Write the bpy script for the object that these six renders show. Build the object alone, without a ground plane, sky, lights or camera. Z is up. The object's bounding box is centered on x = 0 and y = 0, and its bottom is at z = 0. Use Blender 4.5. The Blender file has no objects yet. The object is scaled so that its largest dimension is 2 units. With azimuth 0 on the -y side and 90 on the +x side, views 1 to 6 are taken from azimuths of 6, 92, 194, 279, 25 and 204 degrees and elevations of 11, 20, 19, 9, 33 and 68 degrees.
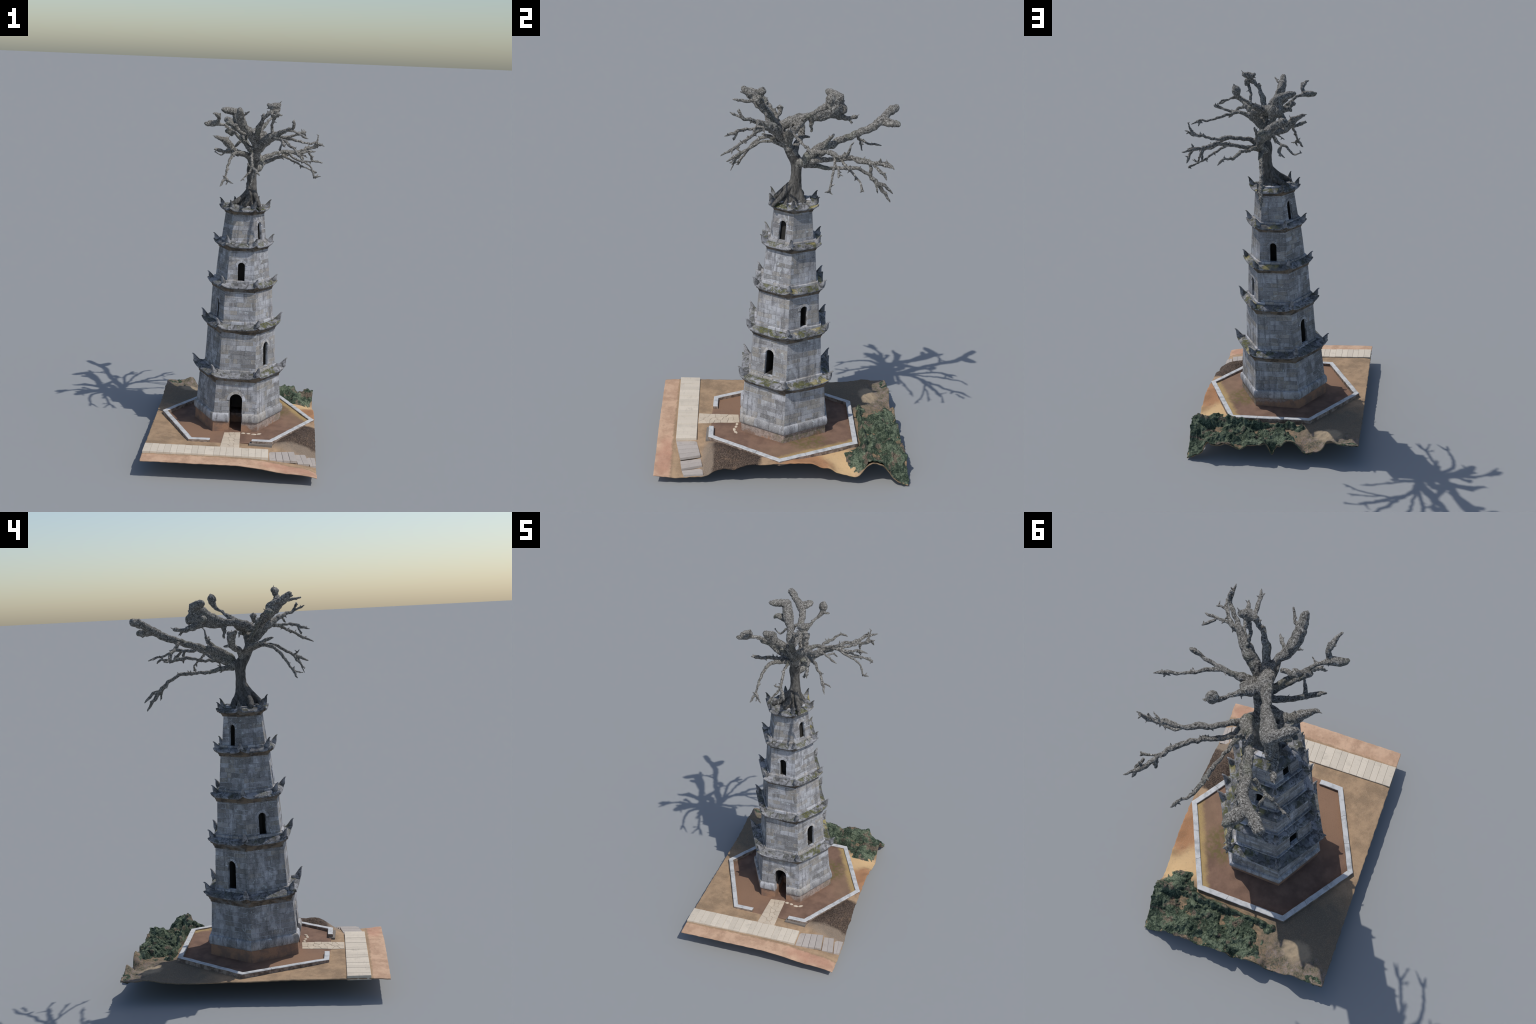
import bpy, bmesh, math, random
import numpy as np
from mathutils import Vector, noise as mnoise

random.seed(7)
RNG = np.random.default_rng(11)
mnoise.seed_set(5)
COL = bpy.context.scene.collection

# ------------------------------------------------------------------ helpers
def add_mesh(name, verts, faces, mat=None, parent=None, smooth=False, kind=None):
    me = bpy.data.meshes.new(name)
    me.from_pydata([tuple(map(float, v)) for v in verts], [], [tuple(map(int, f)) for f in faces])
    me.validate()
    bm = bmesh.new(); bm.from_mesh(me)
    bmesh.ops.recalc_face_normals(bm, faces=bm.faces)
    bm.to_mesh(me); bm.free()
    for p in me.polygons: p.use_smooth = smooth
    ob = bpy.data.objects.new(name, me)
    COL.objects.link(ob)
    if mat: me.materials.append(mat)
    if parent: ob.parent = parent
    if kind: ob["kind"] = kind
    return ob

def apply_mods(ob):
    dg = bpy.context.evaluated_depsgraph_get()
    me = bpy.data.meshes.new_from_object(ob.evaluated_get(dg), depsgraph=dg)
    ob.modifiers.clear()
    ob.data = me
    return ob

def drop(ob):
    bpy.data.objects.remove(ob, do_unlink=True)

def fbm(p, octaves=3):
    s, a = 0.0, 1.0
    for i in range(octaves):
        s += a * mnoise.noise(p); p = p * 2.1; a *= 0.5
    return s

def lerp(a, b, t): return a + (b - a) * t

# ------------------------------------------------------------------ node helpers
class NT:
    """small wrapper that makes a procedural material readable"""
    def __init__(self, name, rough=0.9):
        self.m = bpy.data.materials.new(name); self.m.use_nodes = True
        self.t = self.m.node_tree; self.t.nodes.clear()
        self.out = self.n('ShaderNodeOutputMaterial')
        self.b = self.n('ShaderNodeBsdfPrincipled')
        self.b.inputs['Roughness'].default_value = rough
        self.b.inputs['Specular IOR Level'].default_value = 0.15
        self.l(self.b.outputs[0], self.out.inputs[0])
        self.co = self.n('ShaderNodeTexCoord').outputs['Object']
    def n(self, t, **k):
        x = self.t.nodes.new(t)
        for a, v in k.items(): setattr(x, a, v)
        return x
    def l(self, a, b): self.t.links.new(a, b)
    def put(self, sock, v):
        if hasattr(v, 'is_output'): self.l(v, sock)
        else: sock.default_value = v
    def mapping(self, scale=(1, 1, 1), rot=(0, 0, 0), loc=(0, 0, 0), vec=None):
        x = self.n('ShaderNodeMapping'); self.l(vec or self.co, x.inputs[0])
        x.inputs['Scale'].default_value = scale; x.inputs['Rotation'].default_value = rot
        x.inputs['Location'].default_value = loc
        return x.outputs[0]
    def noise(self, scale, detail=4, rough=0.6, vec=None, dist=0.0):
        x = self.n('ShaderNodeTexNoise'); self.l(vec or self.co, x.inputs['Vector'])
        x.inputs['Scale'].default_value = scale; x.inputs['Detail'].default_value = detail
        x.inputs['Roughness'].default_value = rough; x.inputs['Distortion'].default_value = dist
        return x.outputs['Fac']
    def voronoi(self, scale, feature='F1', vec=None):
        x = self.n('ShaderNodeTexVoronoi', feature=feature); self.l(vec or self.co, x.inputs['Vector'])
        x.inputs['Scale'].default_value = scale
        return x.outputs['Distance']
    def math(self, op, a, b=0.0, c=0.0):
        x = self.n('ShaderNodeMath', operation=op)
        self.put(x.inputs[0], a); self.put(x.inputs[1], b); self.put(x.inputs[2], c)
        return x.outputs[0]
    def step(self, v, lo, hi, a=0.0, b=1.0):
        x = self.n('ShaderNodeMapRange', interpolation_type='SMOOTHSTEP')
        self.put(x.inputs[0], v)
        for i, k in zip((1, 2, 3, 4), (lo, hi, a, b)): x.inputs[i].default_value = k
        return x.outputs[0]
    def mix(self, f, a, b, mode='MIX'):
        x = self.n('ShaderNodeMix', data_type='RGBA', blend_type=mode)
        self.put(x.inputs[0], f)
        for s, v in ((x.inputs[6], a), (x.inputs[7], b)):
            self.put(s, v if hasattr(v, 'is_output') else (*v, 1))
        return x.outputs[2]
    def xyz(self):
        x = self.n('ShaderNodeSeparateXYZ'); self.l(self.co, x.inputs[0]); return x.outputs
    def near(self, c, r, soft=0.3, wob=0.35, scale=14):
        """1 inside an ellipse around c (radii r) with a noisy border"""
        v = self.mapping(scale=(1 / r[0], 1 / r[1], 0), loc=(-c[0] / r[0], -c[1] / r[1], 0))
        d = self.n('ShaderNodeVectorMath', operation='LENGTH'); self.l(v, d.inputs[0])
        w = self.math('MULTIPLY', self.math('SUBTRACT', self.noise(scale, 5), 0.5), 2 * wob)
        return self.step(self.math('ADD', d.outputs['Value'], w), 1 - soft, 1 + soft, 1, 0)
    def bump(self, h, strength=0.4, dist=0.004):
        x = self.n('ShaderNodeBump'); x.inputs['Strength'].default_value = strength
        x.inputs['Distance'].default_value = dist
        self.l(h, x.inputs['Height']); self.l(x.outputs[0], self.b.inputs['Normal'])
    def done(self, col):
        self.put(self.b.inputs['Base Color'], col); return self.m

def mat_stone(name='granite_block', tint=1.0):
    k = NT(name)
    t = lambda *c: tuple(v * tint for v in c)
    isl = k.n('ShaderNodeNewGeometry').outputs['Random Per Island']
    rnd = k.math('FRACT', k.math('ADD', isl, k.n('ShaderNodeObjectInfo').outputs['Random']))
    base = k.mix(rnd, t(0.145, 0.142, 0.140), t(0.295, 0.298, 0.314))
    warm = k.step(k.math('FRACT', k.math('MULTIPLY', rnd, 7.31)), 0.62, 0.72)
    base = k.mix(k.math('MULTIPLY', warm, 0.7), base, t(0.200, 0.178, 0.145))
    dk = k.step(k.math('FRACT', k.math('MULTIPLY', rnd, 13.7)), 0.80, 0.86)
    base = k.mix(k.math('MULTIPLY', dk, 0.6), base, t(0.098, 0.094, 0.090))
    big = k.step(k.noise(1, 5, 0.6, vec=k.mapping(scale=(11, 11, 7)), dist=0.5), 0.47, 0.62)
    base = k.mix(k.math('MULTIPLY', big, 0.5), base, t(0.37, 0.375, 0.405))
    gloom = k.step(k.noise(1, 5, 0.6, vec=k.mapping(scale=(9, 9, 6), loc=(7, 2, 5)), dist=0.5), 0.50, 0.64)
    base = k.mix(k.math('MULTIPLY', gloom, 0.55), base, t(0.115, 0.110, 0.115))
    streak = k.step(k.noise(1, 6, 0.65, vec=k.mapping(scale=(52, 52, 7))), 0.48, 0.66)
    base = k.mix(k.math('MULTIPLY', streak, 0.72), base, t(0.075, 0.074, 0.078))
    blot = k.step(k.noise(24, 6, 0.7, dist=0.6), 0.54, 0.66)
    base = k.mix(k.math('MULTIPLY', blot, 0.55), base, t(0.085, 0.082, 0.085))
    # soot-black runs on the damp side away from the door
    damp = k.math('MULTIPLY', k.near((-0.22, -0.03), (0.17, 0.24), 0.4, 0.4), k.step(k.noise(1, 6, 0.65, vec=k.mapping(scale=(26, 26, 13), loc=(5, 3, 1))), 0.42, 0.58))
    base = k.mix(k.math('MULTIPLY', damp, 0.6), base, t(0.060, 0.060, 0.058))
    lich = k.step(k.noise(40, 6, 0.75, vec=k.mapping(loc=(9, 4, 2)), dist=0.5), 0.58, 0.66)
    base = k.mix(k.math('MULTIPLY', lich, 0.5), base, t(0.46, 0.505, 0.52))
    g = k.noise(330, 3, 0.7)
    base = k.mix(k.step(g, 0.42, 0.66, 0, 0.3), base, t(0.40, 0.40, 0.41))
    base = k.mix(k.step(k.noise(260, 2), 0.55, 0.72, 0, 0.38), base, t(0.07, 0.07, 0.072))
    k.bump(g, 0.35, 0.002)
    return k.done(base)

def mat_mortar():
    k = NT('lime_mortar')
    n = k.step(k.noise(16, 5), 0.40, 0.62)
    return k.done(k.mix(n, (0.56, 0.58, 0.62), (0.17, 0.17, 0.175)))

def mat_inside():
    k = NT('dark_painted_interior')
    return k.done(k.mix(k.noise(30), (0.02, 0.019, 0.018), (0.05, 0.047, 0.043)))  # near-black paint deepens the unlit look of the shallow openings

def mat_plinth():
    k = NT('mud_stained_plinth')
    z = k.xyz()[2]
    a = k.mix(k.step(k.noise(20, 5), 0.4, 0.62), (0.40, 0.23, 0.145), (0.25, 0.165, 0.125))
    st = k.mix(k.step(k.noise(60, 5), 0.4, 0.65), (0.40, 0.35, 0.32), (0.21, 0.185, 0.17))
    f = k.step(k.math('ADD', k.math('ADD', z, k.math('MULTIPLY', k.xyz()[0], 0.17)), k.math('MULTIPLY', k.noise(26, 5), 0.10)), 0.200, 0.225)
    a = k.mix(k.math('MULTIPLY', f, 0.8), a, st)
    moss = k.math('MULTIPLY', k.near((0.24, 0.16), (0.16, 0.17)), k.step(k.noise(45, 5), 0.45, 0.6))
    a = k.mix(k.math('MULTIPLY', moss, 0.6), a, (0.12, 0.13, 0.06))
    g = k.noise(240, 3); k.bump(g, 0.4, 0.003)
    return k.done(k.mix(k.step(g, 0.3, 0.7, 0, 0.35), a, (0.2, 0.13, 0.09)))

def mat_roof(name, moss_amt=1.0):
    """weathered eave stone: grey slabs, black algae, green moss, painted cream-yellow sunlight, white lichen"""
    k = NT(name)
    isl = k.n('ShaderNodeNewGeometry').outputs['Random Per Island']
    g = k.noise(190, 3, 0.7)
    a = k.mix(k.step(k.noise(13, 5), 0.38, 0.62), (0.33, 0.332, 0.352), (0.13, 0.13, 0.134))  # grey lowered to match eaves seen in shade
    a = k.mix(k.math('MULTIPLY', k.step(k.noise(34, 6, 0.7, dist=1.0), 0.48, 0.58), 0.8), a, (0.050, 0.050, 0.048))
    nz = k.n('ShaderNodeSeparateXYZ'); k.l(k.n('ShaderNodeNewGeometry').outputs['Normal'], nz.inputs[0])
    up = k.step(nz.outputs[2], 0.15, 0.6)
    sun = k.near((0.26, 0.13), (0.27, 0.30), 0.3, 0.25)
    m1 = k.math('MULTIPLY', up, k.step(k.noise(17, 5, 0.6, dist=0.8), 0.47, 0.57))
    m1 = k.math('MULTIPLY', m1, k.step(sun, 0, 1, 0.3 * moss_amt, 0.8 * moss_amt))
    green = k.mix(k.step(k.noise(60, 4), 0.35, 0.65), (0.050, 0.056, 0.016), (0.125, 0.125, 0.032))
    a = k.mix(m1, a, green)
    m2 = k.math('MULTIPLY', k.step(k.noise(9, 4, 0.5, vec=k.mapping(loc=(3, 1, 2))), 0.53, 0.62), up)
    m2 = k.math('MULTIPLY', m2, k.near((0.17, 0.24), (0.2, 0.2), 0.3, 0.3))
    a = k.mix(k.math('MULTIPLY', m2, 0.6 * moss_amt), a, (0.46, 0.38, 0.15))  # cream-yellow tint paints the sun patch on the back-right slopes
    w = k.step(k.noise(70, 5, 0.7), 0.60, 0.66)
    a = k.mix(k.math('MULTIPLY', w, 0.75), a, (0.52, 0.52, 0.53))
    k.bump(k.math('ADD', g, w), 0.5, 0.003)
    return k.done(k.mix(k.step(g, 0.4, 0.7, 0, 0.35), a, (0.10, 0.10, 0.10)))

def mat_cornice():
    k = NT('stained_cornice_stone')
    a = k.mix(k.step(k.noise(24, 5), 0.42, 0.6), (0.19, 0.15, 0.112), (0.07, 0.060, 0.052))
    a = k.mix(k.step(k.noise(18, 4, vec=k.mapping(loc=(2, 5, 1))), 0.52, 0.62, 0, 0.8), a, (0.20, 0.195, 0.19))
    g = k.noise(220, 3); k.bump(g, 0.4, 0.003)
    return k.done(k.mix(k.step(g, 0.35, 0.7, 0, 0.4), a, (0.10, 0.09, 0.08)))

def mat_bark():
    k = NT('weathered_grey_bark')
    n1 = k.noise(62, 6, 0.72, dist=2.6)
    n2 = k.noise(120, 5, 0.75, vec=k.mapping(loc=(3, 7, 1)), dist=2.0)
    g = k.noise(330, 3, 0.7)
    a = k.mix(k.step(n1, 0.42, 0.55), (0.075, 0.071, 0.064), (0.32, 0.305, 0.278))
    a = k.mix(k.step(n1, 0.545, 0.60, 0, 0.85), a, (0.62, 0.60, 0.56))
    a = k.mix(k.step(n2, 0.55, 0.63, 0, 0.8), a, (0.58, 0.56, 0.52))
    a = k.mix(k.step(n2, 0.41, 0.46, 0.85, 0), a, (0.035, 0.033, 0.030))
    a = k.mix(k.step(k.noise(9, 3), 0.55, 0.7, 0, 0.35), a, (0.15, 0.17, 0.115))
    a = k.mix(k.step(g, 0.45, 0.68, 0, 0.35), a, (0.36, 0.345, 0.315))
    k.bump(k.math('ADD', n1, n2), 0.9, 0.006)
    return k.done(a)

def mat_trunk():
    k = NT('smooth_trunk_bark')
    n1 = k.noise(1, 5, 0.7, vec=k.mapping(scale=(85, 85, 22)), dist=0.8)
    a = k.mix(k.step(n1, 0.36, 0.64), (0.055, 0.052, 0.048), (0.145, 0.138, 0.128))  # base darkened to carry the shading baked into the scanned trunk
    a = k.mix(k.step(k.noise(60, 5, 0.7), 0.55, 0.68, 0, 0.6), a, (0.22, 0.212, 0.20))
    k.bump(n1, 0.6, 0.004)
    return k.done(a)

def mat_mound():
    k = NT('root_and_rubble')
    n1 = k.noise(60, 5, 0.7, dist=1.2)
    a = k.mix(k.step(n1, 0.38, 0.6), (0.085, 0.083, 0.08), (0.26, 0.255, 0.25))
    a = k.mix(k.step(k.noise(160, 4), 0.53, 0.65, 0, 0.8), a, (0.055, 0.055, 0.05))
    a = k.mix(k.step(k.noise(22, 4), 0.55, 0.66, 0, 0.6), a, (0.20, 0.18, 0.10))
    k.bump(n1, 0.8, 0.006)
    return k.done(a)

def mat_soil():
    """bare earth of the plot, with the zones the plot really has"""
    k = NT('bare_earth')
    n = k.noise(34, 6, 0.7)
    a = k.mix(k.step(k.noise(10, 5, 0.65), 0.38, 0.64), (0.41, 0.28, 0.172), (0.27, 0.188, 0.118))
    sp = k.n('ShaderNodeSeparateXYZ'); k.l(k.mapping(rot=(0, 0, -ROT)), sp.inputs[0]); y = sp.outputs[1]
    front = k.step(k.math('ADD', y, k.math('MULTIPLY', k.noise(20), 0.02)), -0.565, -0.55, 1, 0)
    fr = k.mix(k.step(k.noise(16, 5), 0.4, 0.62), (0.58, 0.385, 0.262), (0.47, 0.30, 0.20))
    fr = k.mix(k.math('MULTIPLY', k.near((0.38, -0.58), (0.14, 0.045), 0.5, 0.8), 0.55), fr, (0.44, 0.21, 0.145))
    fr = k.mix(k.step(k.math('ADD', y, k.math('MULTIPLY', k.noise(60), 0.03)), -0.568, -0.553, 0, 0.75), fr, (0.24, 0.17, 0.10))
    a = k.mix(front, a, fr)
    a = k.mix(k.math('MULTIPLY', k.near((-0.40, 0.42), (0.28, 0.25), 0.4, 0.4), 0.9), a, (0.135, 0.118, 0.09))
    a = k.mix(k.math('MULTIPLY', k.near((-0.30, 0.60), (0.30, 0.10), 0.4, 0.5), k.step(k.noise(120, 4), 0.4, 0.6)), a, k.mix(k.step(k.noise(30, 5), 0.45, 0.58), (0.23, 0.19, 0.175), (0.085, 0.09, 0.062)))
    a = k.mix(k.near((-0.34, 0.51), (0.07, 0.05), 0.3, 0.6), a, (0.34, 0.27, 0.185))
    a = k.mix(k.near((0.41, 0.31), (0.16, 0.11), 0.3, 0.5), a, (0.62, 0.42, 0.22))
    a = k.mix(k.near((0.46, 0.16), (0.11, 0.13), 0.4, 0.7), a, (0.43, 0.22, 0.11))
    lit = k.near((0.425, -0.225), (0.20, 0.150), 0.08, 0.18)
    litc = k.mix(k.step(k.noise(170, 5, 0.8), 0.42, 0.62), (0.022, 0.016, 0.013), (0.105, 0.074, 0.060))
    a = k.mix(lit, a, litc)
    edge = k.near((0.42, -0.355), (0.16, 0.035), 0.3, 0.6)
    a = k.mix(k.math('MULTIPLY', edge, 0.8), a, (0.24, 0.19, 0.145))
    a = k.mix(k.math('MULTIPLY', k.near((0.15, 0.56), (0.33, 0.16), 0.3, 0.3), 0.9), a, k.mix(k.step(k.noise(45, 5), 0.4, 0.65), (0.10, 0.095, 0.06), (0.27, 0.18, 0.115)))
    g = k.noise(260, 4, 0.7)
    a = k.mix(k.step(n, 0.5, 0.72, 0, 0.35), a, (0.25, 0.16, 0.10))
    k.bump(k.math('ADD', g, n), 0.35, 0.004)
    return k.done(k.mix(k.step(g, 0.45, 0.7, 0, 0.25), a, (0.6, 0.45, 0.32)))

def mat_court():
    k = NT('red_brown_courtyard_earth')
    a = k.mix(k.step(k.noise(9, 5, 0.65), 0.36, 0.64), (0.245, 0.152, 0.108), (0.165, 0.103, 0.076))
    a = k.mix(k.near((-0.2, -0.25), (0.16, 0.22), 0.5, 0.4), a, (0.27, 0.165, 0.108))
    a = k.mix(k.math('MULTIPLY', k.near((0.37, 0.19), (0.09, 0.26), 0.5, 0.4), 0.5), a, (0.31, 0.205, 0.13))
    # yellow sand swept against the kerb on the right
    ed = k.mapping(rot=(0, 0, math.radians(-29.6)))
    s = k.n('ShaderNodeSeparateXYZ'); k.l(ed, s.inputs[0])
    yl = k.step(k.math('ADD', s.outputs[0], k.math('MULTIPLY', k.noise(28, 5), 0.05)), 0.375, 0.412)
    a = k.mix(k.math('MULTIPLY', yl, 0.7), a, (0.50, 0.36, 0.15))
    moss = k.math('MULTIPLY', k.near((0.225, 0.155), (0.085, 0.105), 0.35, 0.3), k.step(k.noise(50, 5), 0.36, 0.6))
    a = k.mix(k.math('MULTIPLY', moss, 0.75), a, (0.14, 0.125, 0.045))
    g = k.noise(230, 4, 0.7); k.bump(g, 0.3, 0.003)
    return k.done(k.mix(k.step(g, 0.45, 0.7, 0, 0.3), a, (0.15, 0.085, 0.058)))

def mat_kerb():
    k = NT('whitewashed_kerb')
    z = k.n('ShaderNodeSeparateXYZ'); k.l(k.n('ShaderNodeNewGeometry').outputs['Normal'], z.inputs[0])
    up = k.step(z.outputs[2], 0.3, 0.7)
    side = k.mix(k.step(k.noise(40, 5), 0.38, 0.62), (0.36, 0.29, 0.24), (0.16, 0.12, 0.095))
    top = k.mix(k.step(k.noise(30, 5), 0.42, 0.7), (0.56, 0.56, 0.555), (0.37, 0.375, 0.375))
    g = k.noise(260, 3); k.bump(g, 0.25, 0.002)
    return k.done(k.mix(up, side, top))

def mat_paving(name='pale_paving', c=(0.68, 0.60, 0.49)):
    k = NT(name)
    r = k.n('ShaderNodeObjectInfo').outputs['Random']
    a = k.mix(r, c, tuple(v * 0.88 for v in c))
    a = k.mix(k.step(k.noise(22, 5), 0.5, 0.72, 0, 0.5), a, tuple(v * 0.68 for v in c))
    a = k.mix(k.step(k.noise(1, 5, 0.7, vec=k.mapping(scale=(20, 160, 20))), 0.56, 0.68, 0, 0.35), a, tuple(v * 0.55 for v in c))
    g = k.noise(260, 3); k.bump(g, 0.25, 0.002)
    return k.done(k.mix(k.step(g, 0.5, 0.72, 0, 0.25), a, tuple(v * 0.6 for v in c)))

def mat_leafage():
    k = NT('dusty_green_leafage')
    n = k.noise(130, 5, 0.75, dist=0.6)
    dark = k.mix(k.step(n, 0.38, 0.62), (0.016, 0.028, 0.021), (0.070, 0.100, 0.066))
    pale = k.mix(k.step(n, 0.38, 0.60), (0.060, 0.085, 0.055), (0.20, 0.245, 0.165))
    a = k.mix(k.step(k.noise(20, 5, 0.65, dist=0.8), 0.46, 0.58), dark, pale)
    a = k.mix(k.step(k.noise(220, 4, 0.75), 0.55, 0.66, 0, 0.7), a, (0.33, 0.375, 0.27))
    a = k.mix(k.step(k.noise(17, 5, vec=k.mapping(loc=(4, 2, 7))), 0.56, 0.63, 0, 0.85), a, k.mix(k.step(n, 0.4, 0.6), (0.10, 0.08, 0.062), (0.26, 0.20, 0.155)))
    k.bump(n, 1.0, 0.006)
    return k.done(a)

# ------------------------------------------------------------------ tower frame
FRAME = None        # an eave sets its own (x, y, twist, stretch); walls follow the leaning axis below
HEIGHTS = (0.30, 0.57, 0.83, 1.07, 1.28)
def centre(z):
    if FRAME: return FRAME[0], FRAME[1]
    return float(np.interp(z, HEIGHTS, (0.0178, 0.0185, 0.0168, 0.0143, 0.0148))), float(np.interp(z, HEIGHTS, (0.0206, 0.0234, 0.0238, 0.0270, 0.0298)))
def twist(z):
    return FRAME[2] if FRAME else math.radians(3.05)
def stretch(z):     # the tower is slightly longer towards the door
    return FRAME[3] if FRAME else float(np.interp(z, HEIGHTS, (1.032, 1.038, 1.024, 1.010, 0.988)))
T30 = math.tan(math.radians(30)); C30 = math.cos(math.radians(30))

def on_face(k, apo, lat, z):
    """point on the outward side of face k (0 looks to -y, 1 is 60 degrees on towards +x ...)"""
    a = math.radians(60 * k) + twist(z)
    cx, cy = centre(z)
    n = (math.sin(a), -math.cos(a)); t = (math.cos(a), math.sin(a))
    return (cx + apo * n[0] + lat * t[0], cy + (apo * n[1] + lat * t[1]) * stretch(z), z)

def hex_ring(apo, z): return [on_face(k, apo, -apo * T30, z) for k in range(6)]

def hex_frustum(apo0, z0, apo1, z1, rings=9):
    v, f = [], [[5, 4, 3, 2, 1, 0]]
    for r in range(rings):
        t = r / (rings - 1); v += hex_ring(lerp(apo0, apo1, t), lerp(z0, z1, t))
    for r in range(rings - 1):
        f += [[6 * r + i, 6 * r + (i + 1) % 6, 6 * r + 6 + (i + 1) % 6, 6 * r + 6 + i] for i in range(6)]
    f.append([6 * (rings - 1) + i for i in range(6)])
    return v, f

def arch_outline(w, z0, z1, n=10):
    """flat sill, straight jambs, half-round head; listed anticlockwise as (lateral, z)"""
    r = w / 2
    return [(-r, z0), (r, z0)] + [(r * math.cos(a), z1 - r + r * math.sin(a)) for a in np.linspace(0, math.pi, n)]

def arch_prism(k, w, z0, z1, apo_in, apo_out):
    o = arch_outline(w, z0, z1); n = len(o)
    v = [on_face(k, apo_out, t, z) for t, z in o] + [on_face(k, apo_in, t, z) for t, z in o]
    f = [list(range(n)), list(range(2 * n - 1, n - 1, -1))] + [[i, (i + 1) % n, n + (i + 1) % n, n + i] for i in range(n)]
    return v, f

def boolean_cut(ob, cutters):
    for c in cutters:
        m = ob.modifiers.new('cut', 'BOOLEAN'); m.operation = 'DIFFERENCE'; m.solver = 'EXACT'; m.object = c
    apply_mods(ob)
    for c in cutters: drop(c)

# storeys: wall foot (circumradius, z), wall head, openings as (face, width, sill z, head z)
STOREYS = [
    dict(r0=0.2485, z0=0.205, r1=0.2332, z1=0.412, op=[(0, 0.072, 0.108, 0.335, 0.15)]),
    dict(r0=0.2070, z0=0.452, r1=0.1952, z1=0.688, op=[(1, 0.047, 0.474, 0.618, 0.11), (4, 0.049, 0.471, 0.617, 0.065)]),
    dict(r0=0.1834, z0=0.735, r1=0.1716, z1=0.932, op=[(2, 0.041, 0.750, 0.862, 0.055), (5, 0.041, 0.747, 0.861, 0.05)]),
    dict(r0=0.1566, z0=0.968, r1=0.1384, z1=1.164, op=[(0, 0.040, 0.976, 1.084, 0.05), (3, 0.038, 0.977, 1.087, 0.07)]),
    dict(r0=0.1284, z0=1.192, r1=0.1086, z1=1.366, op=[(1, 0.037, 1.206, 1.308, 0.024), (4, 0.036, 1.203, 1.311, 0.04)]),
]
def wall_apo(s, z): return lerp(s['r0'], s['r1'], (z - s['z0']) / (s['z1'] - s['z0'])) * C30

pagoda = bpy.data.objects.new('stone_pagoda', None); COL.objects.link(pagoda)
pagoda["label"] = "weathered hexagonal stone pagoda with bare tree growing on top"
pagoda["category"] = "pagoda"

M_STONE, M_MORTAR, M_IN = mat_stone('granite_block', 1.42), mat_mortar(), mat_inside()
M_PLINTH, M_CORN = mat_plinth(), mat_cornice()
M_ROOF = mat_roof('mossy_eave_stone', 1.0); M_HORN = mat_roof('lichen_horn_stone', 0.45)
M_FOOTING = mat_stone('footing_stone', 1.6)
M_ARCH = mat_stone('arch_stone', 1.85)

# ---- convex clipping used to trim wall blocks round the openings
def half(poly, a, b, keep_left):
    out = []
    def side(p): return ((b[0] - a[0]) * (p[1] - a[1]) - (b[1] - a[1]) * (p[0] - a[0])) * (1 if keep_left else -1)
    for i in range(len(poly)):
        p, q = poly[i], poly[(i + 1) % len(poly)]
        sp, sq = side(p), side(q)
        if sp >= 0: out.append(p)
        if (sp > 0 and sq < 0) or (sp < 0 and sq > 0):
            t = sp / (sp - sq); out.append((p[0] + t * (q[0] - p[0]), p[1] + t * (q[1] - p[1])))
    return out
def area(p):
    return 0.5 * sum(p[i][0] * p[(i + 1) % len(p)][1] - p[(i + 1) % len(p)][0] * p[i][1] for i in range(len(p))) if len(p) > 2 else 0
def subtract(poly, hole):
    pieces, rest = [], poly
    for i in range(len(hole)):
        a, b = hole[i], hole[(i + 1) % len(hole)]
        o = half(rest, a, b, False)
        if area(o) > 1.2e-5: pieces.append(o)
        rest = half(rest, a, b, True)
        if area(rest) < 1e-7: break
    return pieces

def slab_geometry(k, s, poly, proud, back=0.004, inset=0.0006):
    """one dressed block: outline in wall coordinates (lateral, z), chamfered front"""
    n = len(poly)
    c = (sum(p[0] for p in poly) / n, sum(p[1] for p in poly) / n)
    v = [on_face(k, wall_apo(s, z) - back, t, z) for t, z in poly]
    v += [on_face(k, wall_apo(s, z) + proud - 0.0006, t, z) for t, z in poly]
    for t, z in poly:
        d = math.hypot(t - c[0], z - c[1]); f = max(0, 1 - inset / max(d, 1e-4))
        t2, z2 = c[0] + (t - c[0]) * f, c[1] + (z - c[1]) * f
        v.append(on_face(k, wall_apo(s, z2) + proud, t2, z2))
    f = [list(range(n - 1, -1, -1)), list(range(2 * n, 3 * n))]
    for r in (0, n):
        f += [[r + i, r + (i + 1) % n, r + n + (i + 1) % n, r + n + i] for i in range(n)]
    return v, f

def merge(parts):
    V, F = [], []
    for v, f in parts:
        o = len(V); V += v; F += [[i + o for i in q] for q in f]
    return V, F

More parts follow.
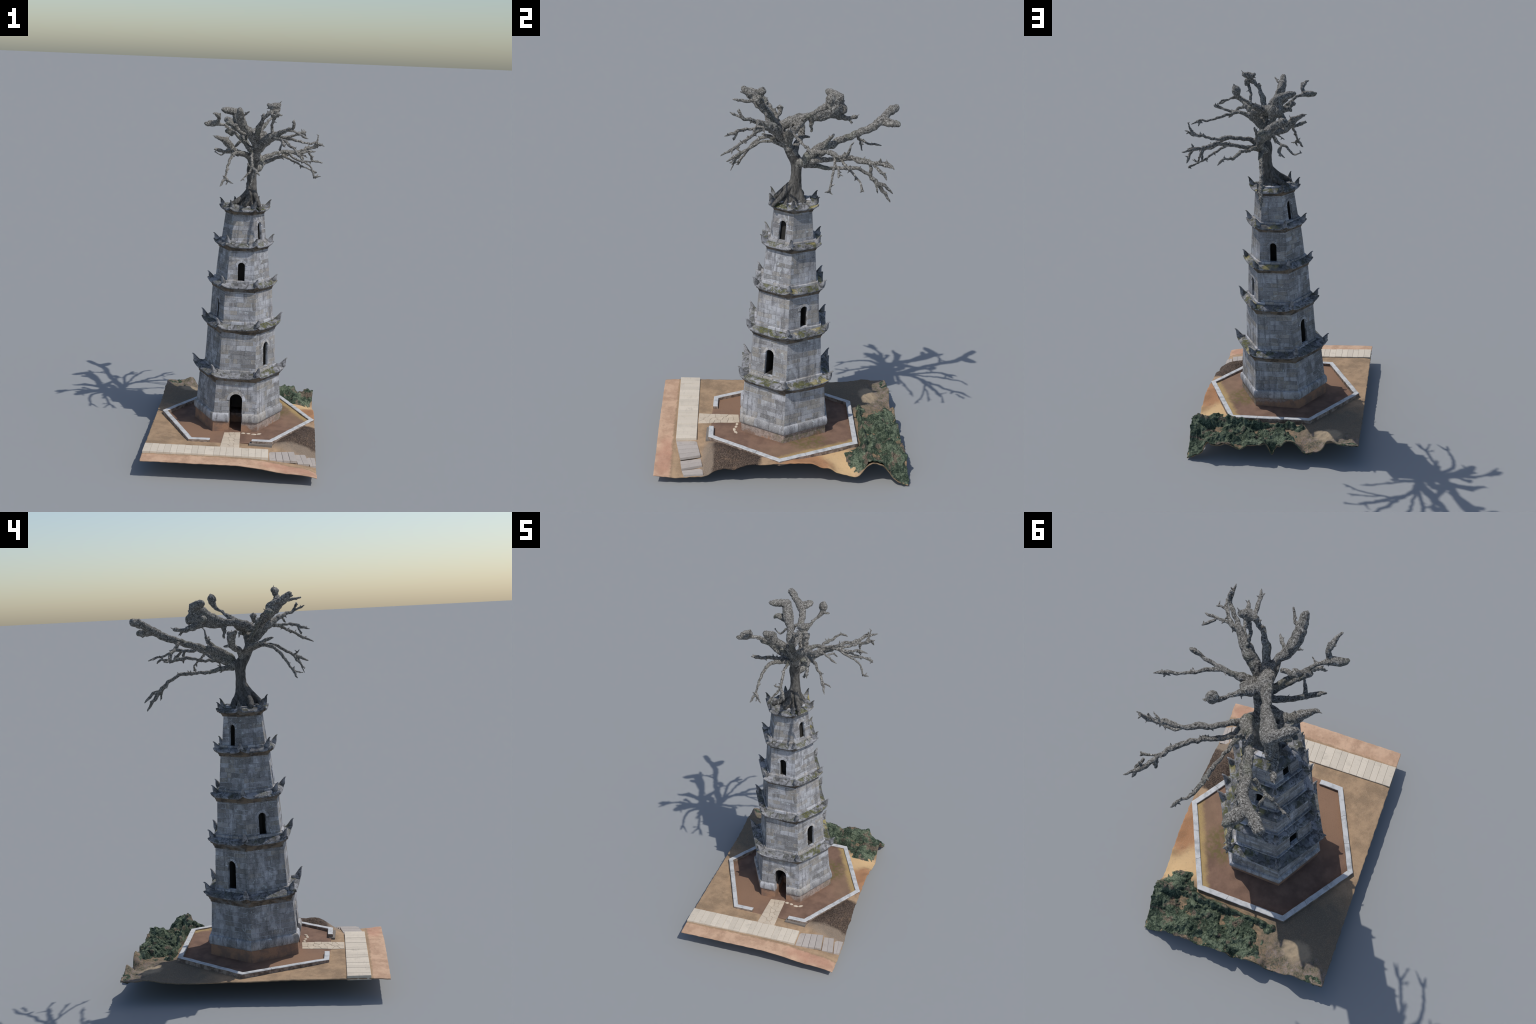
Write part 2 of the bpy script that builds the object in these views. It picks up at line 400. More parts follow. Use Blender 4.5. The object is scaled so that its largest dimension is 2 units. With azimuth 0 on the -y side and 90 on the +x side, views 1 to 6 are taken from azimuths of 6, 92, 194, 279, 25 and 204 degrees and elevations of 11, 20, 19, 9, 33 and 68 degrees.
def course_blocks(rng, s, k, zlo, zhi, idx, gap=0.0016):
    """cuts one course of face k into blocks of uneven length"""
    h = wall_apo(s, (zlo + zhi) / 2) * T30
    cuts = [-1.0]
    while True:
        ln = rng.uniform(0.042, 0.092) if rng.random() > 0.2 else rng.uniform(0.016, 0.03)
        nx = cuts[-1] + ln / h
        if nx > 0.86: break
        cuts.append(nx)
    cuts.append(1.0)
    if len(cuts) > 3 and idx % 2: cuts = [-c for c in reversed(cuts)]
    out = []
    for a, b in zip(cuts[:-1], cuts[1:]):
        j = rng.uniform(-0.0005, 0.0005, 4)
        z0, z1 = zlo + gap / 2, zhi - gap / 2
        def lim(u, z, side):
            e = wall_apo(s, z) * T30
            return u * e + (0 if abs(u) == 1.0 else side * gap / 2)
        out.append([(lim(a, z0, 1), z0 + j[0]), (lim(b, z0, -1), z0 + j[1]), (lim(b, z1, -1), z1 + j[2]), (lim(a, z1, 1), z1 + j[3])])
    return out

named_blocks = 0
for i, s in enumerate(STOREYS):
    rng = np.random.default_rng(100 + i)
    nm = 'storey'
    v, f = hex_frustum(s['r0'] * C30 - 0.0003, s['z0'], s['r1'] * C30 - 0.0003, s['z1'])
    core = add_mesh(nm, v, f, M_MORTAR, pagoda)
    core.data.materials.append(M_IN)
    cut = []
    for k, w, z0, z1, deep in s['op']:
        o = arch_outline(w, z0, z1); n = len(o); v = []
        for back in (-0.03, 0.013, deep):          # reveal, then a pocket coloured near-black for its inner shadow
            v += [on_face(k, (wall_apo(s, z) if back > 0 else s['r0'] * C30) - back, t, z) for t, z in o]
        f = [list(range(n)), list(range(3 * n - 1, 2 * n - 1, -1))]
        for r in (0, n): f += [[r + q, r + (q + 1) % n, r + n + (q + 1) % n, r + n + q] for q in range(n)]
        cut.append(add_mesh('cutter', v, f, M_MORTAR))
    boolean_cut(core, cut)
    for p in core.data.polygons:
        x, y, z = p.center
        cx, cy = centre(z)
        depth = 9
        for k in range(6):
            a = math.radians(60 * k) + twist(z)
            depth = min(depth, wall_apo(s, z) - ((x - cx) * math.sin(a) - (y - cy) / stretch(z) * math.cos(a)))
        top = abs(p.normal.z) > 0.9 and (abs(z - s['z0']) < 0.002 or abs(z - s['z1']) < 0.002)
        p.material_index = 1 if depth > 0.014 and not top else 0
    # the stone blocks
    n = max(5, round((s['z1'] - s['z0']) / 0.0255))
    zs = np.linspace(s['z0'] + 0.002, s['z1'] - 0.001, n + 1)
    zs[1:-1] += rng.uniform(-0.003, 0.003, n - 1)
    loose = []
    for k in range(6):
        ops = [o for o in s['op'] if o[0] == k]
        for c in range(n):
            for poly in course_blocks(rng, s, k, zs[c], zs[c + 1], c):
                pieces = [poly]
                for _, w, z0, z1, _d in ops:
                    ring = 0.0135 if i else 0.016
                    hole = arch_outline(w + 2 * ring, z1 - w / 2 - 0.006, z1 + ring, 9)
                    slot = [(-w / 2, z0 - 0.002), (w / 2, z0 - 0.002), (w / 2, z1 - w / 2), (-w / 2, z1 - w / 2)]
                    for h in (hole, slot):
                        nxt = []
                        for p in pieces:
                            lo, hi = min(q[1] for q in p), max(q[1] for q in p)
                            le, ri = min(q[0] for q in p), max(q[0] for q in p)
                            hz, ht = [q[1] for q in h], [q[0] for q in h]
                            if hi < min(hz) or lo > max(hz) or ri < min(ht) or le > max(ht): nxt.append(p)
                            else: nxt += subtract(p, h)
                        pieces = nxt
                if not pieces: continue
                pr = rng.uniform(0.0004, 0.0012)
                g = merge([slab_geometry(k, s, p, pr) for p in pieces])
                if i < 2 and named_blocks < 290:
                    add_mesh('stone_block', *g, M_STONE, core); named_blocks += 1
                else: loose.append(g)
        # arch ring: voussoirs round the head of each opening
        for _, w, z0, z1, _d in ops:
            ring = 0.0135 if i else 0.016
            r0, zc = w / 2 + 0.0004, z1 - w / 2
            nv = 5
            for q in range(nv):
                a0, a1 = math.pi * q / nv + 0.015, math.pi * (q + 1) / nv - 0.015
                aa = np.linspace(a0, a1, 4)
                poly = [((r0 + ring) * math.cos(a), zc + (r0 + ring) * math.sin(a)) for a in aa] + [(r0 * math.cos(a), zc + r0 * math.sin(a)) for a in aa[::-1]]
                add_mesh('arch_stone', *slab_geometry(k, s, poly, 0.0026), M_ARCH, core)
    if loose: add_mesh('stone_blocks', *merge(loose), M_STONE, core, kind='stuff')

# ---- plinth and rolled base moulding, both broken by the doorway
def band_piece(k, u0, u1, prof, n=6, cap=True):
    """moulding piece along face k from u0 to u1 (-1..1); prof lists (apothem, z) from top-back round to bottom-back"""
    V, F = [], []; m = len(prof)
    for j in range(n + 1):
        u = lerp(u0, u1, j / n)
        for a, z in prof: V.append(on_face(k, a, u * a * T30, z))
    for j in range(n):
        for q in range(m):
            F.append([j * m + q, j * m + (q + 1) % m, (j + 1) * m + (q + 1) % m, (j + 1) * m + q])
    F += [list(range(m)), [n * m + q for q in range(m)][::-1]]
    return V, F

door_w = STOREYS[0]['op'][0][1]
A0 = 0.2470 * C30
roll = [(A0 - 0.02, 0.226)] + [(A0 + 0.0145 * math.cos(a) ** 0.6 if math.cos(a) > 0 else A0, 0.195 + 0.0265 * math.sin(a)) for a in np.linspace(1.45, -1.45, 9)] + [(A0 - 0.02, 0.166)]
base = add_mesh('base_moulding', *merge([band_piece(k, -1, 1, [(a - 0.002, z * 0.98 + 0.195 * 0.02) for a, z in roll]) for k in range(1, 6)]), M_MORTAR, pagoda)
for k in range(6):
    dw = (door_w / 2) / (A0 * T30)
    spans = [(-1, -dw - 0.02), (dw + 0.02, 1)] if k == 0 else [(-1, -0.36), (-0.345, 0.31), (0.325, 1)]
    for u0, u1 in spans:
        add_mesh('moulding_stone', *band_piece(k, u0, u1, roll), M_FOOTING, base, smooth=False)
pl = add_mesh('plinth', *hex_frustum(A0 + 0.0085, 0.085, A0 + 0.005, 0.170), M_PLINTH, pagoda)
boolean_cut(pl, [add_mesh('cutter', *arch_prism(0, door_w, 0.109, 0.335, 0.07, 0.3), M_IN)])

# ------------------------------------------------------------------ eaves
# lip apothem, lip z, lower wall apothem & z, upper wall apothem & z, horn tip radius & z
EAVES = [
    dict(lip=0.2340, z=0.437, wa=0.2030, wz=0.400, ua=0.1800, uz=0.466, tip=0.283, tz=0.503),
    dict(lip=0.1995, z=0.713, wa=0.1700, wz=0.680, ua=0.1600, uz=0.748, tip=0.241, tz=0.777),
    dict(lip=0.1735, z=0.948, wa=0.1490, wz=0.922, ua=0.1370, uz=0.980, tip=0.208, tz=1.004),
    dict(lip=0.1485, z=1.178, wa=0.1215, wz=1.154, ua=0.1145, uz=1.205, tip=0.177, tz=1.232),
    dict(lip=0.1240, z=1.379, wa=0.0955, wz=1.356, ua=0.0800, uz=1.402, tip=0.150, tz=1.434),
]
EAVE_FRAMES = [(0.0145, 0.0245, 0.028, 1.015), (0.0172, 0.0250, 0.032, 1.02), (0.0145, 0.0260, 0.034, 1.02), (0.0135, 0.0285, 0.030, 1.01), (0.0125, 0.0310, 0.036, 1.0)]
# each corner horn was carved a little differently: reach (radius of its tip), turn in degrees, tip height
HORNS = [[(0.287, -0.9, 0.507), (0.283, 0.7, 0.502), (0.287, 2.5, 0.501), (0.273, 0.9, 0.503), (0.280, 0.7, 0.496), (0.273, 0.5, 0.506)],
         [(0.249, -0.9, 0.776), (0.239, 2.8, 0.777), (0.250, 2.5, 0.776), (0.234, 0.7, 0.774), (0.235, 2.1, 0.776), (0.241, -0.1, 0.774)],
         [(0.217, -0.9, 1.004), (0.206, 0.8, 1.003), (0.216, 3.0, 1.002), (0.199, 0.9, 1.003), (0.203, 2.0, 1.000), (0.200, -0.9, 1.010)],
         [(0.183, 1.0, 1.230), (0.175, -0.6, 1.236), (0.172, 2.6, 1.233), (0.173, 0.2, 1.226), (0.176, 0.2, 1.227), (0.165, -0.6, 1.240)],
         [(0.143, 2.5, 1.443), (0.151, -1.0, 1.434), (0.147, 3.0, 1.432), (0.141, 2.5, 1.425), (0.145, 2.1, 1.433), (0.140, -0.8, 1.436)]]
def ring_surface(rows, lift, nu=20):
    """lofts rows of (apothem, z, corner weight) round the hexagon, rising towards the corners"""
    V, F = [], []; m = 6 * nu
    for r, (a, z, w) in enumerate(rows):
        for k in range(6):
            for j in range(nu):
                u = -1 + 2 * j / nu
                u = math.copysign(1 - (1 - abs(u)) ** 1.25, u) if u else 0.0
                l = lift * w * abs(u) ** 5
                x, y, zz = on_face(k, a + 0.15 * l, u * (a + 0.15 * l) * T30, z)
                nz = mnoise.noise(Vector((x * 40, y * 40, z * 40 + r))) * 0.0006
                V.append((x + nz, y + nz * 0.5, zz + l + nz))
    R = len(rows)
    for r in range(R):
        for j in range(m):
            F.append([r * m + j, r * m + (j + 1) % m, ((r + 1) % R) * m + (j + 1) % m, ((r + 1) % R) * m + j])
    return V, F

def horn_mesh(name, e):
    """upswept corner horn in its own radial plane: x outwards, z up"""
    R, Z = e['lip'] / C30, e['z']; H = e['tz'] - Z
    outer = [(-0.060, 0.004), (-0.030, -0.003), (-0.012, 0.000), (-0.001, 0.16 * H), (0.006, 0.36 * H), (0.0075, 0.58 * H), (0.0075, 0.80 * H), (0.0105, 0.93 * H), (0.016, 0.985 * H)]
    inner = [(-0.064, 0.028), (-0.048, 0.028), (-0.037, 0.029), (-0.030, 0.44 * H), (-0.022, 0.54 * H), (-0.013, 0.70 * H), (-0.003, 0.88 * H), (0.005, 1.00 * H), (0.012, 1.05 * H)]
    wid = [0.008, 0.0105, 0.0130, 0.0142, 0.0130, 0.0102, 0.0070, 0.0045, 0.0028]
    sc = e['lip'] / 0.20
    sc = 0.62 + 0.38 * sc
    V, F = [], []; m = 10
    dx = e['tip'] - (R + 0.016 * sc)
    for (ox, oz), (ix, iz), w in zip(outer, inner, wid):
        cxx, czz = (ox + ix) / 2, (oz + iz) / 2; hx, hz = (ox - ix) / 2, (oz - iz) / 2
        for q in range(m):
            a = 2 * math.pi * q / m
            ca = math.copysign(abs(math.cos(a)) ** 0.8, math.cos(a)); sa = math.sin(a)
            wv = w * (1.15 if ca > 0 else 0.75)
            V.append((R + dx + (cxx + hx * ca) * sc, wv * sc * sa, Z + (czz + hz * ca)))
    n = len(wid)
    for r in range(n - 1):
        for q in range(m): F.append([r * m + q, r * m + (q + 1) % m, (r + 1) * m + (q + 1) % m, (r + 1) * m + q])
    F += [list(range(m)), [(n - 1) * m + q for q in range(m)]]
    return V, F

for i, e in enumerate(EAVES):
    lift = 0.020 * (0.7 + 0.3 * e['lip'] / 0.2)
    L, Z = e['lip'], e['z']; d = L - e['wa']
    cz = Z - 0.008 - e['wz']
    corn = [(e['wa'] - 0.012, e['wz'] - 0.004, 0), (e['wa'] + 0.003, e['wz'] - 0.004, 0), (e['wa'] + 0.0045, e['wz'] + 0.20 * cz, 0.05), (e['wa'] + 0.28 * d, e['wz'] + 0.30 * cz, 0.15),
            (e['wa'] + 0.36 * d, e['wz'] + 0.55 * cz, 0.35), (e['wa'] + 0.66 * d, e['wz'] + 0.66 * cz, 0.55), (e['wa'] + 0.74 * d, e['wz'] + 1.0 * cz, 0.9), (L - 0.001, Z - 0.0085, 1.0), (L - 0.004, Z - 0.003, 1.0), (e['wa'] - 0.012, Z - 0.004, 0.2)]
    FRAME = EAVE_FRAMES[i]
    ev = add_mesh('eave', *ring_surface(corn, lift), M_CORN, pagoda)
    ua, uz = e['ua'], e['uz']; sl = L - ua - 0.012
    roof = [(L - 0.0005, Z - 0.0075, 1.0), (L + 0.001, Z - 0.004, 1.0), (L, Z + 0.0, 1.0), (L - 0.25 * sl, Z + 0.22 * (uz - Z), 0.75), (L - 0.6 * sl, Z + 0.44 * (uz - Z), 0.35), (ua + 0.012, Z + 0.60 * (uz - Z), 0.12),
            (ua + 0.012, Z + 0.62 * (uz - Z), 0.1), (ua - 0.02, Z + 0.64 * (uz - Z), 0.0), (ua - 0.02, Z - 0.0065, 0.0)]
    add_mesh('roof_slope', *ring_surface(roof, lift), M_ROOF, ev)
    FRAME = None
    # course of narrow footing stones where the roof meets the wall above
    rng = np.random.default_rng(300 + i)
    zb, zt = Z + 0.55 * (uz - Z), uz + 0.001
    for k in range(6):
        u = -1.0
        while u < 0.999:
            nx = u + rng.uniform(0.35, 0.8)
            if nx > 0.75: nx = 1.0
            ex = rng.uniform(0.005, 0.0095); hh = rng.uniform(-0.003, 0.0015)
            g = 0.008
            prof = [(ua - 0.015, zt + hh), (ua + ex - 0.0015, zt + hh), (ua + ex, zt + hh - 0.0015), (ua + ex + 0.0005, zb), (ua - 0.015, zb)]
            add_mesh('footing_stone', *band_piece(k, u + (g if u > -1 else 0), nx - (g if nx < 1 else 0), prof, 2), M_FOOTING, ev)
            u = nx
    hv, hf = horn_mesh('horn', e)
    hob = None
    fx, fy, ftw, fst = EAVE_FRAMES[i]
    for k in range(6):
        reach, turn, tipz = HORNS[i][k]
        a = math.radians(60 * k + 30 + 0.5 * turn) + 0.5 * ftw
        if hob is None:
            hob = add_mesh('horn', hv, hf, M_HORN, ev, smooth=True); o = hob
        else:
            o = hob.copy(); COL.objects.link(o); o.parent = ev
        rr = random.Random(40 + 10 * i + k)
        sc = (reach + 0.0025) / e['tip']
        stz = (tipz - e['z']) / (e['tz'] - e['z'])
        o.location = (fx, fy, e['z'] * (1 - stz))
        o.rotation_euler = (0, 0, a - math.pi / 2)
        o.scale = (sc, 1.0 + 0.1 * rr.uniform(-1, 1), stz)

# ------------------------------------------------------------------ the plot of ground
W2, L2, ROT = 0.4735, 0.6570, math.radians(4.62)
PC = (0.002, -0.0015)
def plot_xy(p, q):
    return PC[0] + p * math.cos(ROT) - q * math.sin(ROT), PC[1] + p * math.sin(ROT) + q * math.cos(ROT)

KERB = [(-0.209, -0.382, 0.121), (-0.438, 0.026, 0.126), (-0.220, 0.400, 0.131), (0.241, 0.428, 0.132), (0.472, 0.021, 0.138), (0.257, -0.366, 0.134)]
KERB_END_L, KERB_END_R = (-0.090, -0.376, 0.122), (0.146, -0.374, 0.133)
def court_z(x, y): return 0.1135 + 0.033 * x + 0.010 * y

left_edge = [(-0.414, -0.693, 0.102), (-0.422, -0.60, 0.107), (-0.432, -0.485, 0.108), (-0.439, -0.40, 0.107), (-0.454, -0.224, 0.107), (-0.475, 0.026, 0.101), (-0.491, 0.219, 0.099), (-0.508, 0.423, 0.109), (-0.514, 0.50, 0.122), (-0.525, 0.61, 0.114)]
front_edge = [(-0.14, -0.671, 0.102), (0.022, -0.658, 0.103), (0.13, -0.649, 0.100), (0.212, -0.643, 0.091), (0.348, -0.632, 0.070), (0.429, -0.626, 0.068), (0.524, -0.618, 0.052)]
right_edge = [(0.513, -0.512, 0.040), (0.507, -0.42, 0.047), (0.500, -0.347, 0.056), (0.500, -0.32, 0.076), (0.495, -0.27, 0.094), (0.490, -0.207, 0.094), (0.485, -0.147, 0.118), (0.478, -0.057, 0.121), (0.473, 0.03, 0.129), (0.465, 0.124, 0.134), (0.455, 0.19, 0.131),
              (0.452, 0.247, 0.107), (0.447, 0.284, 0.105), (0.445, 0.31, 0.086), (0.44, 0.372, 0.066), (0.437, 0.43, 0.064), (0.433, 0.46, 0.108), (0.43, 0.49, 0.130), (0.428, 0.525, 0.134), (0.425, 0.565, 0.115), (0.423, 0.592, 0.075), (0.421, 0.62, 0.038), (0.418, 0.688, 0.006)]
back_edge = [(-0.46, 0.618, 0.121), (-0.41, 0.622, 0.128), (-0.352, 0.627, 0.133), (-0.325, 0.629, 0.088), (-0.285, 0.633, 0.073), (-0.224, 0.638, 0.070), (-0.198, 0.64, 0.110), (-0.132, 0.646, 0.132), (-0.10, 0.649, 0.100), (-0.08, 0.651, 0.104), (-0.052, 0.652, 0.050), (-0.03, 0.654, 0.105), (0.016, 0.659, 0.102), (0.082, 0.664, 0.100), (0.119, 0.667, 0.074), (0.16, 0.671, 0.092), (0.20, 0.674, 0.104), (0.236, 0.677, 0.090), (0.281, 0.681, 0.096), (0.306, 0.683, 0.112), (0.332, 0.685, 0.050), (0.38, 0.688, 0.025)]
inner_pts = [(-0.41, -0.60, 0.108), (-0.2, -0.585, 0.108), (0.0, -0.575, 0.107), (0.15, -0.560, 0.102), (0.27, -0.555, 0.092), (0.40, -0.535, 0.070), (0.49, -0.52, 0.052),
             (-0.3, -0.54, 0.108), (-0.1, -0.52, 0.108), (0.1, -0.5, 0.104), (-0.42, -0.485, 0.111), (-0.2, -0.455, 0.112), (0.03, -0.44, 0.1105), (0.15, -0.42, 0.107), (0.235, -0.40, 0.103), (0.30, -0.385, 0.100), (0.40, -0.365, 0.086), (0.46, -0.355, 0.070),
             (-0.215, -0.40, 0.107), (-0.30, -0.25, 0.104), (-0.40, -0.06, 0.103), (-0.45, 0.03, 0.103), (-0.40, 0.15, 0.104), (-0.30, 0.30, 0.106), (-0.22, 0.42, 0.108), (-0.38, 0.35, 0.104), (-0.42, 0.50, 0.112), (-0.36, 0.514, 0.113), (-0.28, 0.53, 0.098), (-0.2, 0.53, 0.098),
             (0.0, 0.43, 0.106), (0.15, 0.435, 0.106), (0.25, 0.45, 0.104), (-0.1, 0.49, 0.092), (0.05, 0.49, 0.086), (0.18, 0.495, 0.083), (0.28, 0.50, 0.086), (0.0, 0.55, 0.086), (0.15, 0.56, 0.082), (0.26, 0.57, 0.082), (0.05, 0.61, 0.090), (0.18, 0.62, 0.090), (0.28, 0.63, 0.092), (0.34, 0.53, 0.082), (0.35, 0.59, 0.062), (0.385, 0.60, 0.050), (0.385, 0.64, 0.030), (0.345, 0.64, 0.055), (0.35, 0.45, 0.098), (0.39, 0.50, 0.110),
             (0.29, 0.37, 0.108), (0.36, 0.25, 0.110), (0.42, 0.15, 0.122), (0.40, 0.25, 0.110), (0.37, 0.36, 0.096), (0.40, 0.40, 0.082), (-0.42, 0.57, 0.104), (-0.35, 0.575, 0.104), (-0.27, 0.585, 0.088), (-0.18, 0.59, 0.100), (0.292, -0.325, 0.118), (0.352, -0.22, 0.124), (0.412, -0.115, 0.127), (0.455, -0.04, 0.129), (0.355, -0.285, 0.134), (0.40, -0.21, 0.138), (0.445, -0.12, 0.132), (0.405, -0.27, 0.141), (0.45, -0.22, 0.126), (0.315, -0.335, 0.124), (0.365, -0.325, 0.124), (0.43, -0.315, 0.110)]
for x, y in ((-0.1, -0.33), (0.1, -0.33), (0.2, -0.2), (-0.2, -0.2), (0, 0), (0.35, 0.02), (-0.33, 0.02), (0.2, 0.3), (-0.15, 0.3)):
    inner_pts.append((x, y, court_z(x, y) - 0.004))
CP = np.array(left_edge + front_edge + right_edge + back_edge + inner_pts)
def tps(r):
    return np.where(r > 1e-9, r * r * np.log(np.maximum(r, 1e-9)), 0.0)
def fit_surface(P, smooth=2e-5):
    n = len(P); K = tps(np.linalg.norm(P[:, None, :2] - P[None, :, :2], axis=2)) + smooth * np.eye(n)
    Q = np.c_[np.ones(n), P[:, :2]]
    A = np.block([[K, Q], [Q.T, np.zeros((3, 3))]])
    return np.linalg.solve(A, np.r_[P[:, 2], 0, 0, 0])
CW = fit_surface(CP)
def ground_z(xy):
    xy = np.atleast_2d(np.asarray(xy, float))
    K = tps(np.linalg.norm(xy[:, None, :] - CP[None, :, :2], axis=2))
    return K @ CW[:-3] + CW[-3] + xy @ CW[-2:]

def in_hex(x, y, pts, grow=0.0):
    """signed distance (positive inside) to a convex polygon listed clockwise"""
    d = 9.0
    for (ax, ay, *_), (bx, by, *_) in zip(pts, pts[1:] + pts[:1]):
        l = math.hypot(bx - ax, by - ay)
        d = min(d, ((bx - ax) * (ay - y) - (ay - by) * (x - ax) * -1) / l * 1.0 if False else -(((bx - ax) * (y - ay) - (by - ay) * (x - ax)) / l))
    return d + grow

NP, NQ = 230, 318
px = np.linspace(-W2, W2, NP); qx = np.linspace(-L2, L2, NQ)
grid = np.array([plot_xy(p, q) for q in qx for p in px])
gz = ground_z(grid)
litter = np.exp(-(((grid[:, 0] - 0.41) / 0.12) ** 2 + ((grid[:, 1] + 0.24) / 0.10) ** 2))
rough = np.array([fbm(Vector((x * 22, y * 22, 1.3)), 4) for x, y in grid])
fine = np.array([mnoise.noise(Vector((x * 90, y * 90, 4.0))) for x, y in grid])
wild = np.clip((grid[:, 1] - 0.42) / 0.1, 0, 1)
gz += rough * (0.0012 + 0.006 * wild + 0.005 * litter) + fine * (0.0005 + 0.0012 * wild + 0.0022 * litter)
gz = np.maximum(gz, 0.0052)
# ragged border: the outermost rows wander a little
def border_jitter(ix, iy, x, y):
    if ix in (0, NP - 1) or iy in (0, NQ - 1):
        j = mnoise.noise(Vector((x * 45, y * 45, 9))) * 0.0035
        return x + j, y + j * 0.6
    return x, y
V = [(*border_jitter(i % NP, i // NP, x, y), z) for i, ((x, y), z) in enumerate(zip(grid, gz))]
hexd = [in_hex(x, y, KERB) for x, y in grid]
F = []
for b in range(NQ - 1):
    for a in range(NP - 1):
        i = b * NP + a
        q = (i, i + 1, i + NP + 1, i + NP)
        if min(hexd[j] for j in q) > 0.014: continue
        F.append(q)
ground = add_mesh('ground', V, F, mat_soil(), pagoda, smooth=True)
so = ground.modifiers.new('thick', 'SOLIDIFY'); so.thickness = 0.005; so.offset = -1
# orient upwards before thickening
bm = bmesh.new(); bm.from_mesh(ground.data)
if sum(f.normal.z for f in bm.faces) < 0: bmesh.ops.reverse_faces(bm, faces=bm.faces)
loose_v = [v for v in bm.verts if not v.link_faces]
bmesh.ops.delete(bm, geom=loose_v, context='VERTS')
bm.to_mesh(ground.data); bm.free()
apply_mods(ground)

# courtyard floor inside the kerb
V, F = [], []
n = 90
xs = np.linspace(-0.44, 0.475, n); ys = np.linspace(-0.385, 0.43, n)
ok = {}
for b in range(n):
    for a in range(n):
        x, y = xs[a], ys[b]
        ok[(a, b)] = in_hex(x, y, KERB) > -0.001
        dx, dy = x - 0.0185, y - 0.0195
        near_wall = math.exp(-max(0, math.hypot(dx, dy) - 0.25) / 0.03)
        V.append((x, y, court_z(x, y) + 0.0012 * fbm(Vector((x * 14, y * 14, 0))) + 0.002 * near_wall))
for b in range(n - 1):
    for a in range(n - 1):
        if all(ok[p] for p in ((a, b), (a + 1, b), (a + 1, b + 1), (a, b + 1))):
            i = b * n + a; F.append((i, i + 1, i + n + 1, i + n))
court = add_mesh('courtyard_floor', V, F, mat_court(), pagoda, smooth=True)
bm = bmesh.new(); bm.from_mesh(court.data)
bmesh.ops.delete(bm, geom=[v for v in bm.verts if not v.link_faces], context='VERTS')
if sum(f.normal.z for f in bm.faces) < 0: bmesh.ops.reverse_faces(bm, faces=bm.faces)
bm.to_mesh(court.data); bm.free()
so = court.modifiers.new('thick', 'SOLIDIFY'); so.thickness = 0.004; so.offset = -1
apply_mods(court)

# kerb of whitewashed stones
M_KERB = mat_kerb(); M_FOOT = mat_paving('grey_footing', (0.24, 0.215, 0.19))
KW = 0.0265
def inward(i):
    """mitred inner corner for kerb corner i"""
    p, c, nx = KERB[i - 1], KERB[i], KERB[(i + 1) % 6]
    def nrm(a, b):
        l = math.hypot(b[0] - a[0], b[1] - a[1]); return ((b[1] - a[1]) / l, -(b[0] - a[0]) / l)
    n1, n2 = nrm(p, c), nrm(c, nx)
    s = 1 + n1[0] * n2[0] + n1[1] * n2[1]
    return ((n1[0] + n2[0]) / s, (n1[1] + n2[1]) / s)
kerb = bpy.data.objects.new('kerb', None); COL.objects.link(kerb); kerb.parent = pagoda
def kerb_run(A, B, nA, nB, depth=0.026):
    ln = math.hypot(B[0] - A[0], B[1] - A[1]); cnt = max(1, round(ln / 0.14)); seg = 8
    for c in range(cnt):
        V, F = [], []
        t0, t1 = c / cnt + (0.0007 / ln if c else 0), (c + 1) / cnt - (0.0007 / ln if c < cnt - 1 else 0)
        for j in range(seg + 1):
            t = lerp(t0, t1, j / seg)
            x, y, z = (lerp(A[q], B[q], t) for q in range(3))
            nx, ny = lerp(nA[0], nB[0], t), lerp(nA[1], nB[1], t)
            w = mnoise.noise(Vector((x * 30, y * 30, 2))) * 0.0015
            z += mnoise.noise(Vector((x * 22, y * 22, 6))) * 0.0012
            prof = [(0.000 + w, -depth), (0.000 + w, -0.002), (0.002 + w, 0.0), (KW - 0.002 + w, 0.0), (KW + w, -0.002), (KW + w, -depth)]
            for o, h in prof: V.append((x + nx * o, y + ny * o, z + h))
        m = 6
        for j in range(seg):
            for q in range(m): F.append([j * m + q, j * m + (q + 1) % m, (j + 1) * m + (q + 1) % m, (j + 1) * m + q])
        F += [list(range(m)), [seg * m + q for q in range(m)]]
        add_mesh('kerb_stone', V, F, M_KERB, kerb)
for i in range(5): kerb_run(KERB[i], KERB[i + 1], inward(i), inward(i + 1))
kerb_run(KERB_END_L, KERB[0], (0, 1), inward(0))
kerb_run(KERB[5], KERB_END_R, inward(5), (0, 1), 0.034)
# low grey footing under the right-hand front kerb
add_mesh('kerb_footing', *(lambda a, b: ([(a[0] - 0.012, a[1] - 0.012, 0.085), (b[0] + 0.004, b[1] - 0.014, 0.085), (b[0] + 0.004, b[1] - 0.014, 0.1175), (a[0] - 0.012, a[1] - 0.012, 0.1175), (a[0] - 0.012, a[1] + 0.02, 0.085), (b[0] + 0.004, b[1] + 0.02, 0.085), (b[0] + 0.004, b[1] + 0.02, 0.1175), (a[0] - 0.012, a[1] + 0.02, 0.1175)],
    [(0, 1, 2, 3), (4, 7, 6, 5), (0, 3, 7, 4), (1, 5, 6, 2), (3, 2, 6, 7), (0, 4, 5, 1)]))(KERB_END_R, KERB[5]), M_FOOT, kerb)

